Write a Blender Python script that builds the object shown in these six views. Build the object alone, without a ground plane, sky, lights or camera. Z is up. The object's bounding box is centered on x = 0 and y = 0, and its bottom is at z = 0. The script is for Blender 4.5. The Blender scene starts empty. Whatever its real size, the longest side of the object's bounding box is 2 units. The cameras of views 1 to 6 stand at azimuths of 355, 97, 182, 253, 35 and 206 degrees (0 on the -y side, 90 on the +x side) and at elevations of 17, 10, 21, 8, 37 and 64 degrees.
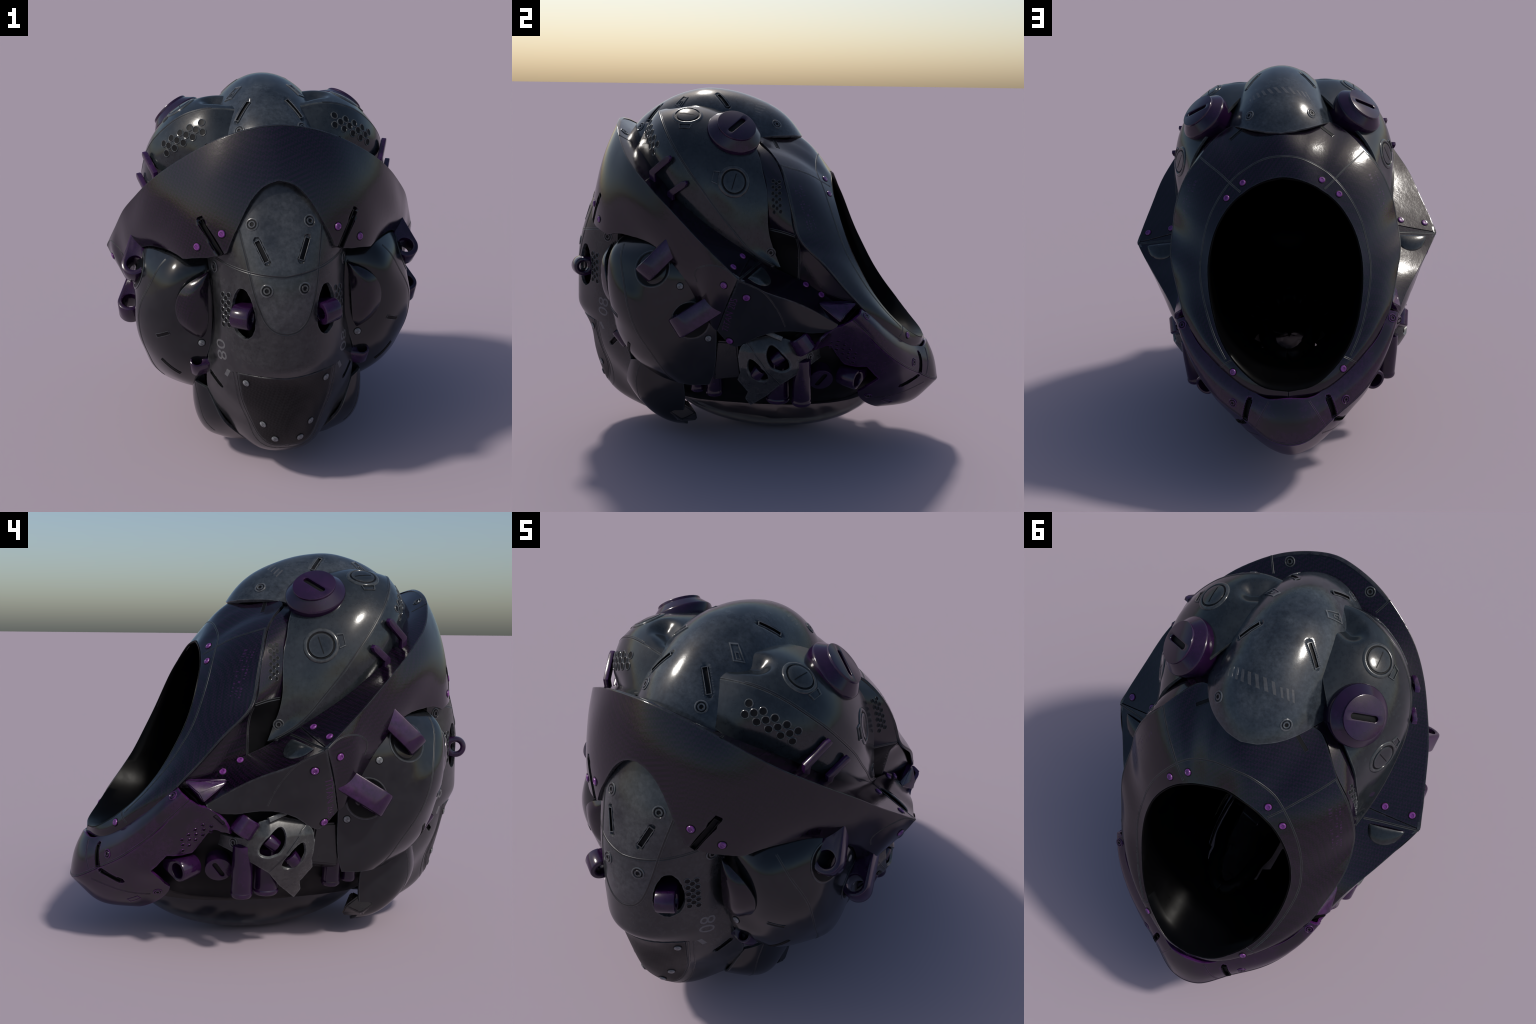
# Futuristic armoured helmet, built part by part from splined surfaces.
import bpy, bmesh, math, random
import numpy as np
from mathutils import Vector, Matrix
from mathutils.bvhtree import BVHTree
from mathutils.geometry import delaunay_2d_cdt

random.seed(7)
A = np.array

# ------------------------------------------------------------------ helpers
def nspline(P, t=None, m=None, w=None):
    """Natural cubic spline through P (n,...) evaluated at t in 0..1."""
    P = np.asarray(P, float); n = len(P)
    k = np.linspace(0, 1, n) if w is None else w
    if t is None: t = np.linspace(0, 1, m)
    if n == 2:
        s = t.reshape((-1,) + (1,) * (P.ndim - 1)); return P[0] * (1 - s) + P[1] * s
    h = np.diff(k); M = np.zeros((n, n)); F = P.reshape(n, -1); R = np.zeros_like(F)
    M[0, 0] = M[-1, -1] = 1
    for i in range(1, n - 1):
        M[i, i - 1] = h[i - 1]; M[i, i] = 2 * (h[i - 1] + h[i]); M[i, i + 1] = h[i]
        R[i] = 6 * ((F[i + 1] - F[i]) / h[i] - (F[i] - F[i - 1]) / h[i - 1])
    D = np.linalg.solve(M, R)
    j = np.clip(np.searchsorted(k, t, side='right') - 1, 0, n - 2)
    a = (k[j + 1] - t) / h[j]; b = 1 - a; hj = h[j][:, None]
    a = a[:, None]; b = b[:, None]
    r = a * F[j] + b * F[j + 1] + ((a**3 - a) * D[j] + (b**3 - b) * D[j + 1]) * hj**2 / 6
    return r.reshape((len(t),) + P.shape[1:])

def hspline(P, m, k):
    P = np.asarray(P, float); t = np.linspace(0, 1, m); n = len(P)
    T = np.zeros_like(P); h = np.diff(k); s = np.diff(P, axis=0) / h.reshape((-1,) + (1,) * (P.ndim - 1))
    T[1:-1] = (s[:-1] * h[1:].reshape((-1,) + (1,) * (P.ndim - 1)) + s[1:] * h[:-1].reshape((-1,) + (1,) * (P.ndim - 1))) / (h[1:] + h[:-1]).reshape((-1,) + (1,) * (P.ndim - 1))
    T[0], T[-1] = s[0], s[-1]
    j = np.clip(np.searchsorted(k, t, side='right') - 1, 0, n - 2); x = ((t - k[j]) / h[j])
    sh = (-1,) + (1,) * (P.ndim - 1); hh = h[j].reshape(sh); x = x.reshape(sh)
    return (2*x**3 - 3*x**2 + 1) * P[j] + (x**3 - 2*x**2 + x) * hh * T[j] + (3*x**2 - 2*x**3) * P[j + 1] + (x**3 - x**2) * hh * T[j + 1]

def chord(P):
    P = np.asarray(P, float)
    d = np.linalg.norm(np.diff(P, axis=0), axis=-1)
    if d.ndim > 1: d = d.mean(axis=1)
    d = np.maximum(d, 1e-4)
    k = np.r_[0, np.cumsum(d)]; return k / k[-1]

def curve(P, m, smooth=True):
    """m points along a smooth curve through P, even in arc length."""
    P = np.asarray(P, float)
    Q = nspline(P, m=max(400, m * 4), w=chord(P)) if smooth else P
    k = chord(Q); t = np.linspace(0, 1, m)
    return np.stack([np.interp(t, k, Q[:, i]) for i in range(Q.shape[1])], 1)

class Surf:
    """Smooth surface through a grid of control points: cols[i][j]."""
    def __init__(s, cols, sym=False, NU=500, NV=160, local=False):
        C = np.asarray(cols, float)
        if sym:                                   # first column lies on x=0
            M = C[1:][::-1] * A([-1, 1, 1]); C = np.concatenate([M, C])
        s.C = C
        ku = chord(C)
        G = hspline(C, NU, ku) if local else nspline(C, m=NU, w=ku)
        kv = chord(np.swapaxes(C, 0, 1))
        s.G = np.swapaxes(nspline(np.swapaxes(G, 0, 1), m=NV, w=kv), 0, 1)
        s.NU, s.NV = NU, NV
        s.Lu = np.linalg.norm(np.diff(s.G, axis=0), axis=-1).sum(0).mean()
        s.Lv = np.linalg.norm(np.diff(s.G, axis=1), axis=-1).sum(1).mean()
    def at(s, u, v):
        x = np.clip(u, 0, 1) * (s.NU - 1); y = np.clip(v, 0, 1) * (s.NV - 1)
        i = np.clip(x.astype(int), 0, s.NU - 2); j = np.clip(y.astype(int), 0, s.NV - 2)
        a = (x - i)[:, None]; b = (y - j)[:, None]; G = s.G
        return (G[i, j] * (1 - a) + G[i + 1, j] * a) * (1 - b) + (G[i, j + 1] * (1 - a) + G[i + 1, j + 1] * a) * b
    def uv(s, P):
        out = []
        F = s.G.reshape(-1, 3)
        for p in np.atleast_2d(P):
            q = int(np.argmin(((F - p) ** 2).sum(1)))
            out.append((q // s.NV / (s.NU - 1), q % s.NV / (s.NV - 1)))
        U = A(out); P = np.atleast_2d(P); e = 1e-3
        for _ in range(3):                       # Gauss-Newton polish
            X = s.at(U[:, 0], U[:, 1])
            ua, ub = np.clip(U[:, 0] - e, 0, 1), np.clip(U[:, 0] + e, 0, 1); va, vb = np.clip(U[:, 1] - e, 0, 1), np.clip(U[:, 1] + e, 0, 1)
            du = (s.at(ub, U[:, 1]) - s.at(ua, U[:, 1])) / (ub - ua)[:, None]; dv = (s.at(U[:, 0], vb) - s.at(U[:, 0], va)) / (vb - va)[:, None]
            r = P - X; a = (du * du).sum(1); b = (du * dv).sum(1); c = (dv * dv).sum(1); p = (du * r).sum(1); q = (dv * r).sum(1)
            D = np.maximum(a * c - b * b, 1e-9); st = np.c_[(c * p - b * q) / D, (a * q - b * p) / D]
            U = np.clip(U + np.clip(st, -.01, .01), 0, 1)
        return U

class Panel:
    """Outer skin (verts V, faces F, oriented outwards) that details snap to."""
    def __init__(s, V, F, out=None):
        s.V = A(V, float); s.F = [tuple(f) for f in F]
        if out is not None:
            n, c = s._fn(); 
            if (n * out(c)).sum(1).mean() < 0: s.F = [f[::-1] for f in s.F]
        s.N = s._vn(); s.mats = None
        s.bvh = None
    def _fn(s):
        q = A([(f[0], f[1], f[2]) for f in s.F]); a, b, c = s.V[q[:, 0]], s.V[q[:, 1]], s.V[q[:, 2]]
        return np.cross(b - a, c - a), (a + b + c) / 3
    def _vn(s):
        N = np.zeros_like(s.V)
        q3 = A([(f[0], f[1], f[2]) for f in s.F]); n = np.cross(s.V[q3[:, 1]] - s.V[q3[:, 0]], s.V[q3[:, 2]] - s.V[q3[:, 0]])
        for k in range(3): np.add.at(N, q3[:, k], n)
        q4 = A([(i, f[0], f[2], f[3]) for i, f in enumerate(s.F) if len(f) == 4])
        if len(q4):
            n = np.cross(s.V[q4[:, 2]] - s.V[q4[:, 1]], s.V[q4[:, 3]] - s.V[q4[:, 1]])
            for k in (1, 2, 3): np.add.at(N, q4[:, k], n)
        return N / np.maximum(np.linalg.norm(N, axis=1, keepdims=True), 1e-12)
    def snap(s, p):
        if s.bvh is None: s.bvh = BVHTree.FromPolygons([Vector(v) for v in s.V], s.F)
        c, n, i, d = s.bvh.find_nearest(Vector(p))
        f = s.F[i]; P = s.V[list(f)]; w = 1 / (np.linalg.norm(P - A(c), axis=1) + 1e-5)
        N = (s.N[list(f)] * w[:, None]).sum(0); N /= np.linalg.norm(N)
        return A(c), N
    def path(s, pts, step=.01, smooth=True):
        P = A(pts, float)
        if smooth and len(P) > 2: P = nspline(P, m=200, w=chord(P))
        L = np.linalg.norm(np.diff(P, axis=0), axis=1).sum()
        P = curve(P, max(2, int(L / step) + 1), smooth=False)
        return A([s.snap(p)[0] for p in P])
    # ---- relief
    def press(s, pts, r, depth, soft=.3, smooth=True, raw=False):
        """Sink (depth>0) or raise a band of radius r along a path."""
        pts = A(pts, float)
        if len(pts) > 1 and not raw: P = s.path(pts, smooth=smooth)
        else: P = A([s.snap(p)[0] for p in pts]) if not raw else pts
        d = np.full(len(s.V), 9.)
        lo, hi = P.min(0) - r * 1.2, P.max(0) + r * 1.2
        I = np.where(((s.V >= lo) & (s.V <= hi)).all(1))[0]
        if not len(I): return
        X = s.V[I]; D = np.full(len(I), 9.)
        if len(P) == 1: D = np.linalg.norm(X - P[0], axis=1)
        for a, b in zip(P[:-1], P[1:]):
            e = b - a; t = np.clip((X - a) @ e / max(e @ e, 1e-12), 0, 1)
            D = np.minimum(D, np.linalg.norm(X - a - t[:, None] * e, axis=1))
        f = np.clip((r - D) / (r * soft), 0, 1); f = f * f * (3 - 2 * f)
        s.V[I] -= s.N[I] * (f * depth)[:, None]; s.bvh = None
        return I[D < r * (1 - soft * .3)]

def grid_panel(S, h=.006, u0=0, u1=1, vlo=None, vhi=None, out=None):
    nu = max(4, int(S.Lu * (u1 - u0) / h)); nv = max(4, int(S.Lv / h))
    u = np.linspace(u0, u1, nu)
    a = np.zeros(nu) if vlo is None else vlo(u); b = np.ones(nu) if vhi is None else vhi(u)
    t = np.linspace(0, 1, nv)
    V = a[:, None] * (1 - t) + b[:, None] * t
    P = S.at(np.repeat(u, nv), V.ravel())
    F = [(i * nv + j, (i + 1) * nv + j, (i + 1) * nv + j + 1, i * nv + j + 1) for i in range(nu - 1) for j in range(nv - 1)]
    return Panel(P, F, out)

def cut_panel(S, outer, holes=(), h=.008, out=None):
    """Panel on S bounded by 3D outline points (already dense) with holes."""
    sc = A([S.Lu, S.Lv])
    loops = [S.uv(outer) * sc] + [S.uv(x) * sc for x in holes]
    return flat_cut(loops, lambda q: S.at(q[:, 0] / sc[0], q[:, 1] / sc[1]), h, out)

def inside(P, L):
    x, y = P[:, 0], P[:, 1]; r = np.zeros(len(P), bool)
    for (x0, y0), (x1, y1) in zip(L, np.roll(L, -1, 0)):
        c = (y0 > y) != (y1 > y)
        r ^= c & (x < (x1 - x0) * (y - y0) / (y1 - y0 + 1e-15) + x0)
    return r

def near(P, L, h):
    m = np.full(len(P), 9.)
    for a, b in zip(L, np.roll(L, -1, 0)):
        e = b - a; t = np.clip((P - a) @ e / max(e @ e, 1e-12), 0, 1)
        m = np.minimum(m, np.linalg.norm(P - a - t[:, None] * e, axis=1))
    return m < h

def flat_cut(loops, f, h, out=None):
    """Triangulated 2D region (outer loop, holes) mapped to 3D by f."""
    clean = []
    for L in loops:
        L = A(L); keep = [0]
        for i in range(1, len(L)):
            if np.linalg.norm(L[i] - L[keep[-1]]) > h * .25: keep.append(i)
        if np.linalg.norm(L[keep[-1]] - L[0]) < h * .25: keep.pop()
        L = L[keep]
        # even sampling of the outline
        Q = []
        for a, b in zip(L, np.roll(L, -1, 0)):
            k = max(1, int(round(np.linalg.norm(b - a) / h)))
            Q += [a + (b - a) * i / k for i in range(k)]
        clean.append(A(Q))
    lo, hi = clean[0].min(0), clean[0].max(0)
    gx = np.arange(lo[0], hi[0], h); gy = np.arange(lo[1], hi[1], h * .866)
    X, Y = np.meshgrid(gx, gy); X = X + (np.arange(len(gy)) % 2 * h / 2)[:, None]
    P = np.c_[X.ravel(), Y.ravel()]
    ok = inside(P, clean[0]) & ~near(P, clean[0], h * .55)
    for L in clean[1:]: ok &= ~inside(P, L) & ~near(P, L, h * .55)
    P = P[ok]
    pts, edges = [], []
    for L in clean:
        o = len(pts); pts += [Vector(p) for p in L]; n = len(L)
        edges += [(o + i, o + (i + 1) % n) for i in range(n)]
    pts += [Vector(p) for p in P]
    v, e, F, *_ = delaunay_2d_cdt(pts, edges, [], 0, 1e-6)
    V2 = A([(p.x, p.y) for p in v]); C = A([V2[list(t)].mean(0) for t in F])
    ok = inside(C, clean[0])
    for L in clean[1:]: ok &= ~inside(C, L)
    F = [tuple(t) for t, k in zip(F, ok) if k]
    return Panel(f(V2), F, out)

# ------------------------------------------------------------------ scene objects
def mesh_of(name, V, F, mat, angle=40, idx=None):
    me = bpy.data.meshes.new(name)
    me.from_pydata([tuple(v) for v in V], [], F)
    mats = mat if isinstance(mat, (list, tuple)) else [mat]
    for m in mats: me.materials.append(m)
    if idx is not None: me.polygons.foreach_set('material_index', idx)
    me.polygons.foreach_set('use_smooth', np.ones(len(me.polygons), bool))
    me.update()
    if angle < 180: me.set_sharp_from_angle(angle=math.radians(angle))
    return me

def add(name, me, parent, M=None):
    ob = bpy.data.objects.new(name, me); bpy.context.scene.collection.objects.link(ob)
    if M is not None: ob.matrix_world = M
    if parent is not None: ob.parent = parent
    return ob

FL = Matrix.Diagonal((-1, 1, 1, 1))
def mirror_mesh(me):
    m = me.copy(); m.transform(FL); m.flip_normals(); return m

def both(name, me, parent, M=None):
    """Part on the +x side and its mirror twin."""
    M = M or Matrix.Identity(4)
    p = parent if isinstance(parent, (list, tuple)) else (parent, parent)
    a = add(name, me, p[0], M)
    m2 = _twin(me)
    b = add(name, m2, p[1], FL @ M @ FL)
    return (a, b)
_tw = {}
def _twin(me):
    if me.name not in _tw:
        _tw[me.name] = mirror_mesh(me)
    return _tw[me.name]

def solid(pan, thick, bev=.004):
    """Give a panel thickness and a rolled border. Returns V, F."""
    V, F, N = pan.V, pan.F, pan.N; n = len(V)
    ed = {}
    for f in F:
        for a, b in zip(f, f[1:] + f[:1]):
            if (b, a) in ed: del ed[(b, a)]
            else: ed[(a, b)] = 1
    bord = sorted({a for e in ed for a in e})
    V = V.copy()
    W = [V, V - N * thick]
    FF = list(F) + [tuple(i + n for i in f[::-1]) for f in F]
    m = {b: 2 * n + k for k, b in enumerate(bord)}
    B = A(bord)
    W.append(V[B] - N[B] * bev)
    # pull the outer border slightly inwards by sinking: side wall from ring
    for a, b in ed:
        FF.append((b, a, m[a], m[b]))
        FF.append((m[b], m[a], a + n, b + n))
    V2 = np.concatenate(W)
    # draw the skin border inwards a little so the rim reads as a chamfer
    inn = {}
    for f in F:
        c = V[list(f)].mean(0)
        for a in f:
            if a in m: inn.setdefault(a, []).append(c)
    for a, cs in inn.items():
        d = np.mean(cs, axis=0) - V[a]; L = np.linalg.norm(d)
        if L > 1e-9: V2[a] = V[a] + d / L * min(bev * .7, L * .8)
    return V2, FF

def lathe(prof, seg=32, close_top=True):
    V, F = [], []
    for r, h in prof:
        for i in range(seg):
            a = 2 * math.pi * i / seg; V.append((r * math.cos(a), r * math.sin(a), h))
    for k in range(len(prof) - 1):
        for i in range(seg):
            j = (i + 1) % seg
            F.append((k * seg + i, k * seg + j, (k + 1) * seg + j, (k + 1) * seg + i))
    F.append(tuple(range(seg))[::-1])
    F.append(tuple((len(prof) - 1) * seg + i for i in range(seg)))
    return V, F

def extrude(loop, w, bev=.004, holes=()):
    """Prism of a 2D loop (x,y), z from -w/2 to w/2, chamfered; optional hole loop."""
    cu = bpy.data.curves.new('tmp', 'CURVE'); cu.dimensions = '2D'; cu.fill_mode = 'BOTH'
    for L in (loop,) + tuple(holes):
        sp = cu.splines.new('POLY'); sp.points.add(len(L) - 1); sp.use_cyclic_u = True
        for p, q in zip(sp.points, L): p.co = (q[0], q[1], 0, 1)
    cu.extrude = w / 2 - bev; cu.bevel_depth = bev; cu.bevel_resolution = 1; cu.offset = -bev
    ob = bpy.data.objects.new('tmp', cu); bpy.context.scene.collection.objects.link(ob)
    dg = bpy.context.evaluated_depsgraph_get(); dg.update()
    me = bpy.data.meshes.new_from_object(ob.evaluated_get(dg))
    bpy.data.objects.remove(ob); bpy.data.curves.remove(cu)
    bm = bmesh.new(); bm.from_mesh(me); bmesh.ops.remove_doubles(bm, verts=bm.verts, dist=1e-5)
    bmesh.ops.recalc_face_normals(bm, faces=bm.faces)
    V = [tuple(v.co) for v in bm.verts]; F = [tuple(v.index for v in f.verts) for f in bm.faces]
    bm.free(); bpy.data.meshes.remove(me)
    return V, F

def frame(p, z, x=None):
    """Matrix at p with local z along z and local x close to x."""
    z = Vector(z).normalized(); x = Vector(x if x is not None else (0, 0, 1))
    x = (x - z * x.dot(z))
    if x.length < 1e-4: x = z.orthogonal()
    x.normalize(); y = z.cross(x)
    M = Matrix((x, y, z)).transposed().to_4x4(); M.translation = Vector(p); return M

def circle(r, n=40, c=(0, 0), a0=0):
    return [(c[0] + r * math.cos(a0 + 2 * math.pi * i / n), c[1] + r * math.sin(a0 + 2 * math.pi * i / n)) for i in range(n)]

def join(parts):
    V, F = [], []
    for v, f in parts:
        o = len(V); V += [tuple(p) for p in v]; F += [tuple(i + o for i in q) for q in f]
    return V, F

def xf(vf, M):
    return [tuple(M @ Vector(v)) for v in vf[0]], vf[1]

def box(sx, sy, sz, bev=.004):
    return extrude([(-sx / 2, -sy / 2), (sx / 2, -sy / 2), (sx / 2, sy / 2), (-sx / 2, sy / 2)], sz, bev)

def tube(P, r, seg=8):
    P = [Vector(p) for p in P]; V, F = [], []
    for i, p in enumerate(P):
        t = (P[min(i + 1, len(P) - 1)] - P[max(i - 1, 0)]).normalized()
        M = frame(p, t, (.3, .5, .8))
        V += [tuple(M @ Vector((r * math.cos(2 * math.pi * k / seg), r * math.sin(2 * math.pi * k / seg), 0))) for k in range(seg)]
    for i in range(len(P) - 1):
        for k in range(seg):
            l = (k + 1) % seg; F.append((i * seg + k, i * seg + l, (i + 1) * seg + l, (i + 1) * seg + k))
    F.append(tuple(range(seg))[::-1]); F.append(tuple((len(P) - 1) * seg + k for k in range(seg)))
    return V, F

# ------------------------------------------------------------------ materials
def new_mat(name):
    m = bpy.data.materials.new(name); m.use_nodes = True
    nt = m.node_tree; b = nt.nodes['Principled BSDF']; return m, nt, b

def N(nt, t, **kw):
    n = nt.nodes.new(t)
    for k, v in kw.items():
        if k in n.inputs: n.inputs[k].default_value = v
        else: setattr(n, k, v)
    return n

def ramp(nt, fac, stops):
    r = N(nt, 'ShaderNodeValToRGB'); e = r.color_ramp.elements
    while len(e) < len(stops): e.new(.5)
    for el, (p, c) in zip(e, stops): el.position = p; el.color = tuple(c) + (1,) if len(c) == 3 else c
    nt.links.new(fac, r.inputs[0]); return r.outputs[0]

def mix(nt, f, a, b, mode='MIX'):
    m = N(nt, 'ShaderNodeMix', data_type='RGBA', blend_type=mode)
    for s, v in ((0, f), (6, a), (7, b)):
        if hasattr(v, 'is_output'): nt.links.new(v, m.inputs[s])
        else: m.inputs[s].default_value = v if s == 0 else tuple(v) + (1,)
    return m.outputs[2]

def noise(nt, co, scale, detail=4, rough=.6):
    n = N(nt, 'ShaderNodeTexNoise', Scale=scale, Detail=detail, Roughness=rough)
    nt.links.new(co, n.inputs['Vector']); return n.outputs['Fac']

def edge_mask(nt, lo=.52, hi=.6):
    g = N(nt, 'ShaderNodeNewGeometry')
    return ramp(nt, g.outputs['Pointiness'], [(lo, (0, 0, 0)), (hi, (1, 1, 1))])

def metal(name, base, light, edge, rough=.2, mott=1., bump=.02, weave=None, grey_patch=None, edge_lo=.515, edge_hi=.57):
    m, nt, b = new_mat(name); L = nt.links.new
    co = N(nt, 'ShaderNodeTexCoord').outputs['Object']
    n1 = noise(nt, co, 9, 6, .65); n2 = noise(nt, co, 55, 4, .7)
    f = ramp(nt, n1, [(.35, (0, 0, 0)), (.7, (1, 1, 1))])
    col = mix(nt, f, base, light)
    g2 = ramp(nt, n2, [(.3, (.6, .6, .6)), (.7, (1.25, 1.25, 1.25))])
    col = mix(nt, mott, col, g2, 'MULTIPLY')
    if weave:
        # small woven checks that follow the panel
        mp = N(nt, 'ShaderNodeMapping'); mp.inputs['Rotation'].default_value = (.2, .35, .6)
        L(co, mp.inputs[0])
        ck = N(nt, 'ShaderNodeTexChecker', Scale=96.); L(mp.outputs[0], ck.inputs['Vector'])
        col = mix(nt, mix(nt, ck.outputs['Fac'], (0, 0, 0), (.85, .85, .85)), col, weave)
    if grey_patch:
        n3 = noise(nt, co, 3.2, 8, .7)
        col = mix(nt, ramp(nt, n3, [(.52, (0, 0, 0)), (.6, (.8, .8, .8))]), col, grey_patch)
    n4 = noise(nt, co, 28, 6, .75)
    em = edge_mask(nt, edge_lo, edge_hi)
    em = mix(nt, 1., em, ramp(nt, n4, [(.35, (.15, .15, .15)), (.6, (1, 1, 1))]), 'MULTIPLY')
    col = mix(nt, em, col, edge)
    L(col, b.inputs['Base Color'])
    rr = ramp(nt, n1, [(.3, (rough * .8,) * 3), (.75, (rough * 1.25,) * 3)])
    L(rr, b.inputs['Roughness'])
    bp = N(nt, 'ShaderNodeBump', Strength=min(1, bump * 14), Distance=.0016)
    h = mix(nt, .5, n2, noise(nt, co, 14, 4, .6)); L(h, bp.inputs['Height']); L(bp.outputs[0], b.inputs['Normal'])
    b.inputs['Specular IOR Level'].default_value = .5
    return m

M_STEEL = metal('worn_blue_steel', (.018, .023, .03), (.045, .053, .062), (.11, .115, .12), .18)
M_DARK = metal('dark_armour', (.0055, .0065, .008), (.012, .013, .015), (.05, .055, .06), .15, .7)
M_SHELL = metal('side_shell_paint', (.010, .013, .016), (.020, .024, .027), (.08, .085, .085), .17, .8)
M_SPINE = metal('worn_grey_plate', (.013, .0135, .015), (.030, .0305, .032), (.09, .095, .10), .22)
M_CARBON = metal('carbon_weave', (.0014, .0018, .0032), (.0022, .0027, .0045), (.022, .024, .027), .14, .4, bump=.036, weave=(.0098, .0026, .0128))
M_GUARD = metal('purple_worn_paint', (.0165, .0045, .022), (.024, .0075, .031), (.085, .012, .12), .2, .8, grey_patch=(.009, .007, .010), edge_lo=.505, edge_hi=.60)
M_PURPLE = metal('purple_gloss', (.0115, .0030, .0185), (.019, .0045, .028), (.055, .012, .078), .17, .5, edge_lo=.53, edge_hi=.64)
M_JAW = metal('bare_jaw_metal', (.024, .025, .026), (.046, .047, .046), (.12, .125, .125), .26)
M_RIVP = metal('purple_rivet_enamel', (.10, .013, .135), (.145, .02, .185), (.22, .07, .27), .25, .5)
M_RIVG = metal('grey_rivet', (.06, .065, .07), (.10, .105, .11), (.25, .26, .27), .3)
M_PIT = metal('black_recess', (.0015, .0015, .002), (.0022, .0022, .003), (.003, .003, .003), .55, .3)
M_PIT.node_tree.nodes['Principled BSDF'].inputs['Specular IOR Level'].default_value = .2
M_TONGUE = metal('worn_tongue', (.021, .023, .026), (.052, .055, .058), (.10, .105, .11), .22)
M_BLOCK = metal('dark_block', (.005, .005, .006), (.008, .008, .009), (.010, .010, .011), .25, .6)
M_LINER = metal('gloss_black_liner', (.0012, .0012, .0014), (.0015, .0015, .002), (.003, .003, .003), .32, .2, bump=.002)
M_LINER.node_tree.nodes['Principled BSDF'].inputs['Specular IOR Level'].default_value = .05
M_BOWL, _nt, _b = new_mat('smoked_glass')
_n = noise(_nt, N(_nt, 'ShaderNodeTexCoord').outputs['Object'], 6)
_nt.links.new(ramp(_nt, _n, [(.3, (.29, .29, .30)), (.7, (.36, .36, .36))]), _b.inputs['Base Color'])
_b.inputs['Transmission Weight'].default_value = 1; _b.inputs['Roughness'].default_value = .03; _b.inputs['IOR'].default_value = 1.4
M_DIMMER, _nt, _b = new_mat('view_dimming_glass')
_nt.links.new(ramp(_nt, noise(_nt, N(_nt, 'ShaderNodeTexCoord').outputs['Object'], 22, 6, .75), [(.35, (.10, .10, .105)), (.7, (.26, .26, .265))]), _b.inputs['Base Color'])
_b.inputs['Transmission Weight'].default_value = 1; _b.inputs['Roughness'].default_value = .06; _b.inputs['IOR'].default_value = 1.3
M_MARK = metal('faded_grey_print', (.07, .075, .08), (.10, .10, .11), (.1, .1, .1), .3)
M_MARKP = metal('purple_print', (.028, .005, .04), (.042, .008, .055), (.05, .01, .06), .3)
M_BAR = metal('worn_grey_bars', (.055, .058, .064), (.085, .088, .093), (.06, .06, .06), .25)
M_TICK = metal('worn_purple_ticks', (.010, .0025, .015), (.022, .004, .030), (.03, .006, .04), .25)

# ------------------------------------------------------------------ root
root = bpy.data.objects.new('armoured_helmet', None); bpy.context.scene.collection.objects.link(root)
root['label'] = 'dark glossy futuristic armoured helmet with purple fittings and open face'
root['category'] = 'helmet'
ctr = A([0, 0, .95])
OUT = lambda c: c - ctr
PAN = {}

def build(name, pan, mat, thick=.02, bev=.004, sides=1, parent=None, angle=40, idx=None):
    V, F = solid(pan, thick, bev)
    if idx is not None: idx = list(idx) + [0] * (len(F) - len(idx))
    me = mesh_of(name, V, F, mat, angle, idx)
    return add(name, me, parent or root) if sides == 1 else both(name, me, parent or root)

# ------------------------------------------------------------------ crown dome
prof = [(.234, 1.600), (.19, 1.662), (.104, 1.740), (0, 1.792), (-.11, 1.828), (-.196, 1.843), (-.273, 1.847),
        (-.36, 1.833), (-.446, 1.805), (-.543, 1.752), (-.613, 1.70), (-.676, 1.629), (-.73, 1.54)]
pc = curve([(0, y, z) for y, z in prof], 24)
tn = np.gradient(pc, axis=0); nn = np.c_[np.zeros(24), -tn[:, 2], tn[:, 1]]; nn /= np.linalg.norm(nn, axis=1)[:, None]
nn *= np.sign(nn[:, 2:3])
def drop(x, y=-1): return (1 - .16 * min(1, max(0, (y + .05) / .25))) * .5 * (1 - math.sqrt(max(0, 1 - (x / .33) ** 2)))
xs = [0, .06, .12, .18, .23, .27, .30]
dome_S = Surf([[pc[k] + nn[k] * -drop(x, pc[k][1]) + A([x, 0, 0]) for k in range(24)] for x in xs], sym=True)
Lp = np.linalg.norm(np.diff(pc, axis=0), axis=1).sum()
def dome_front(u):
    x = np.abs(dome_S.at(u, u * 0)[:, 0])
    return np.interp(x, [0, .07, .139, .172, .205, .235, .262, .30], A([.0, .014, .044, .064, .092, .130, .185, .30]) / Lp)
PAN['dome'] = d = grid_panel(dome_S, .0065, vlo=dome_front, out=OUT)

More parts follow.
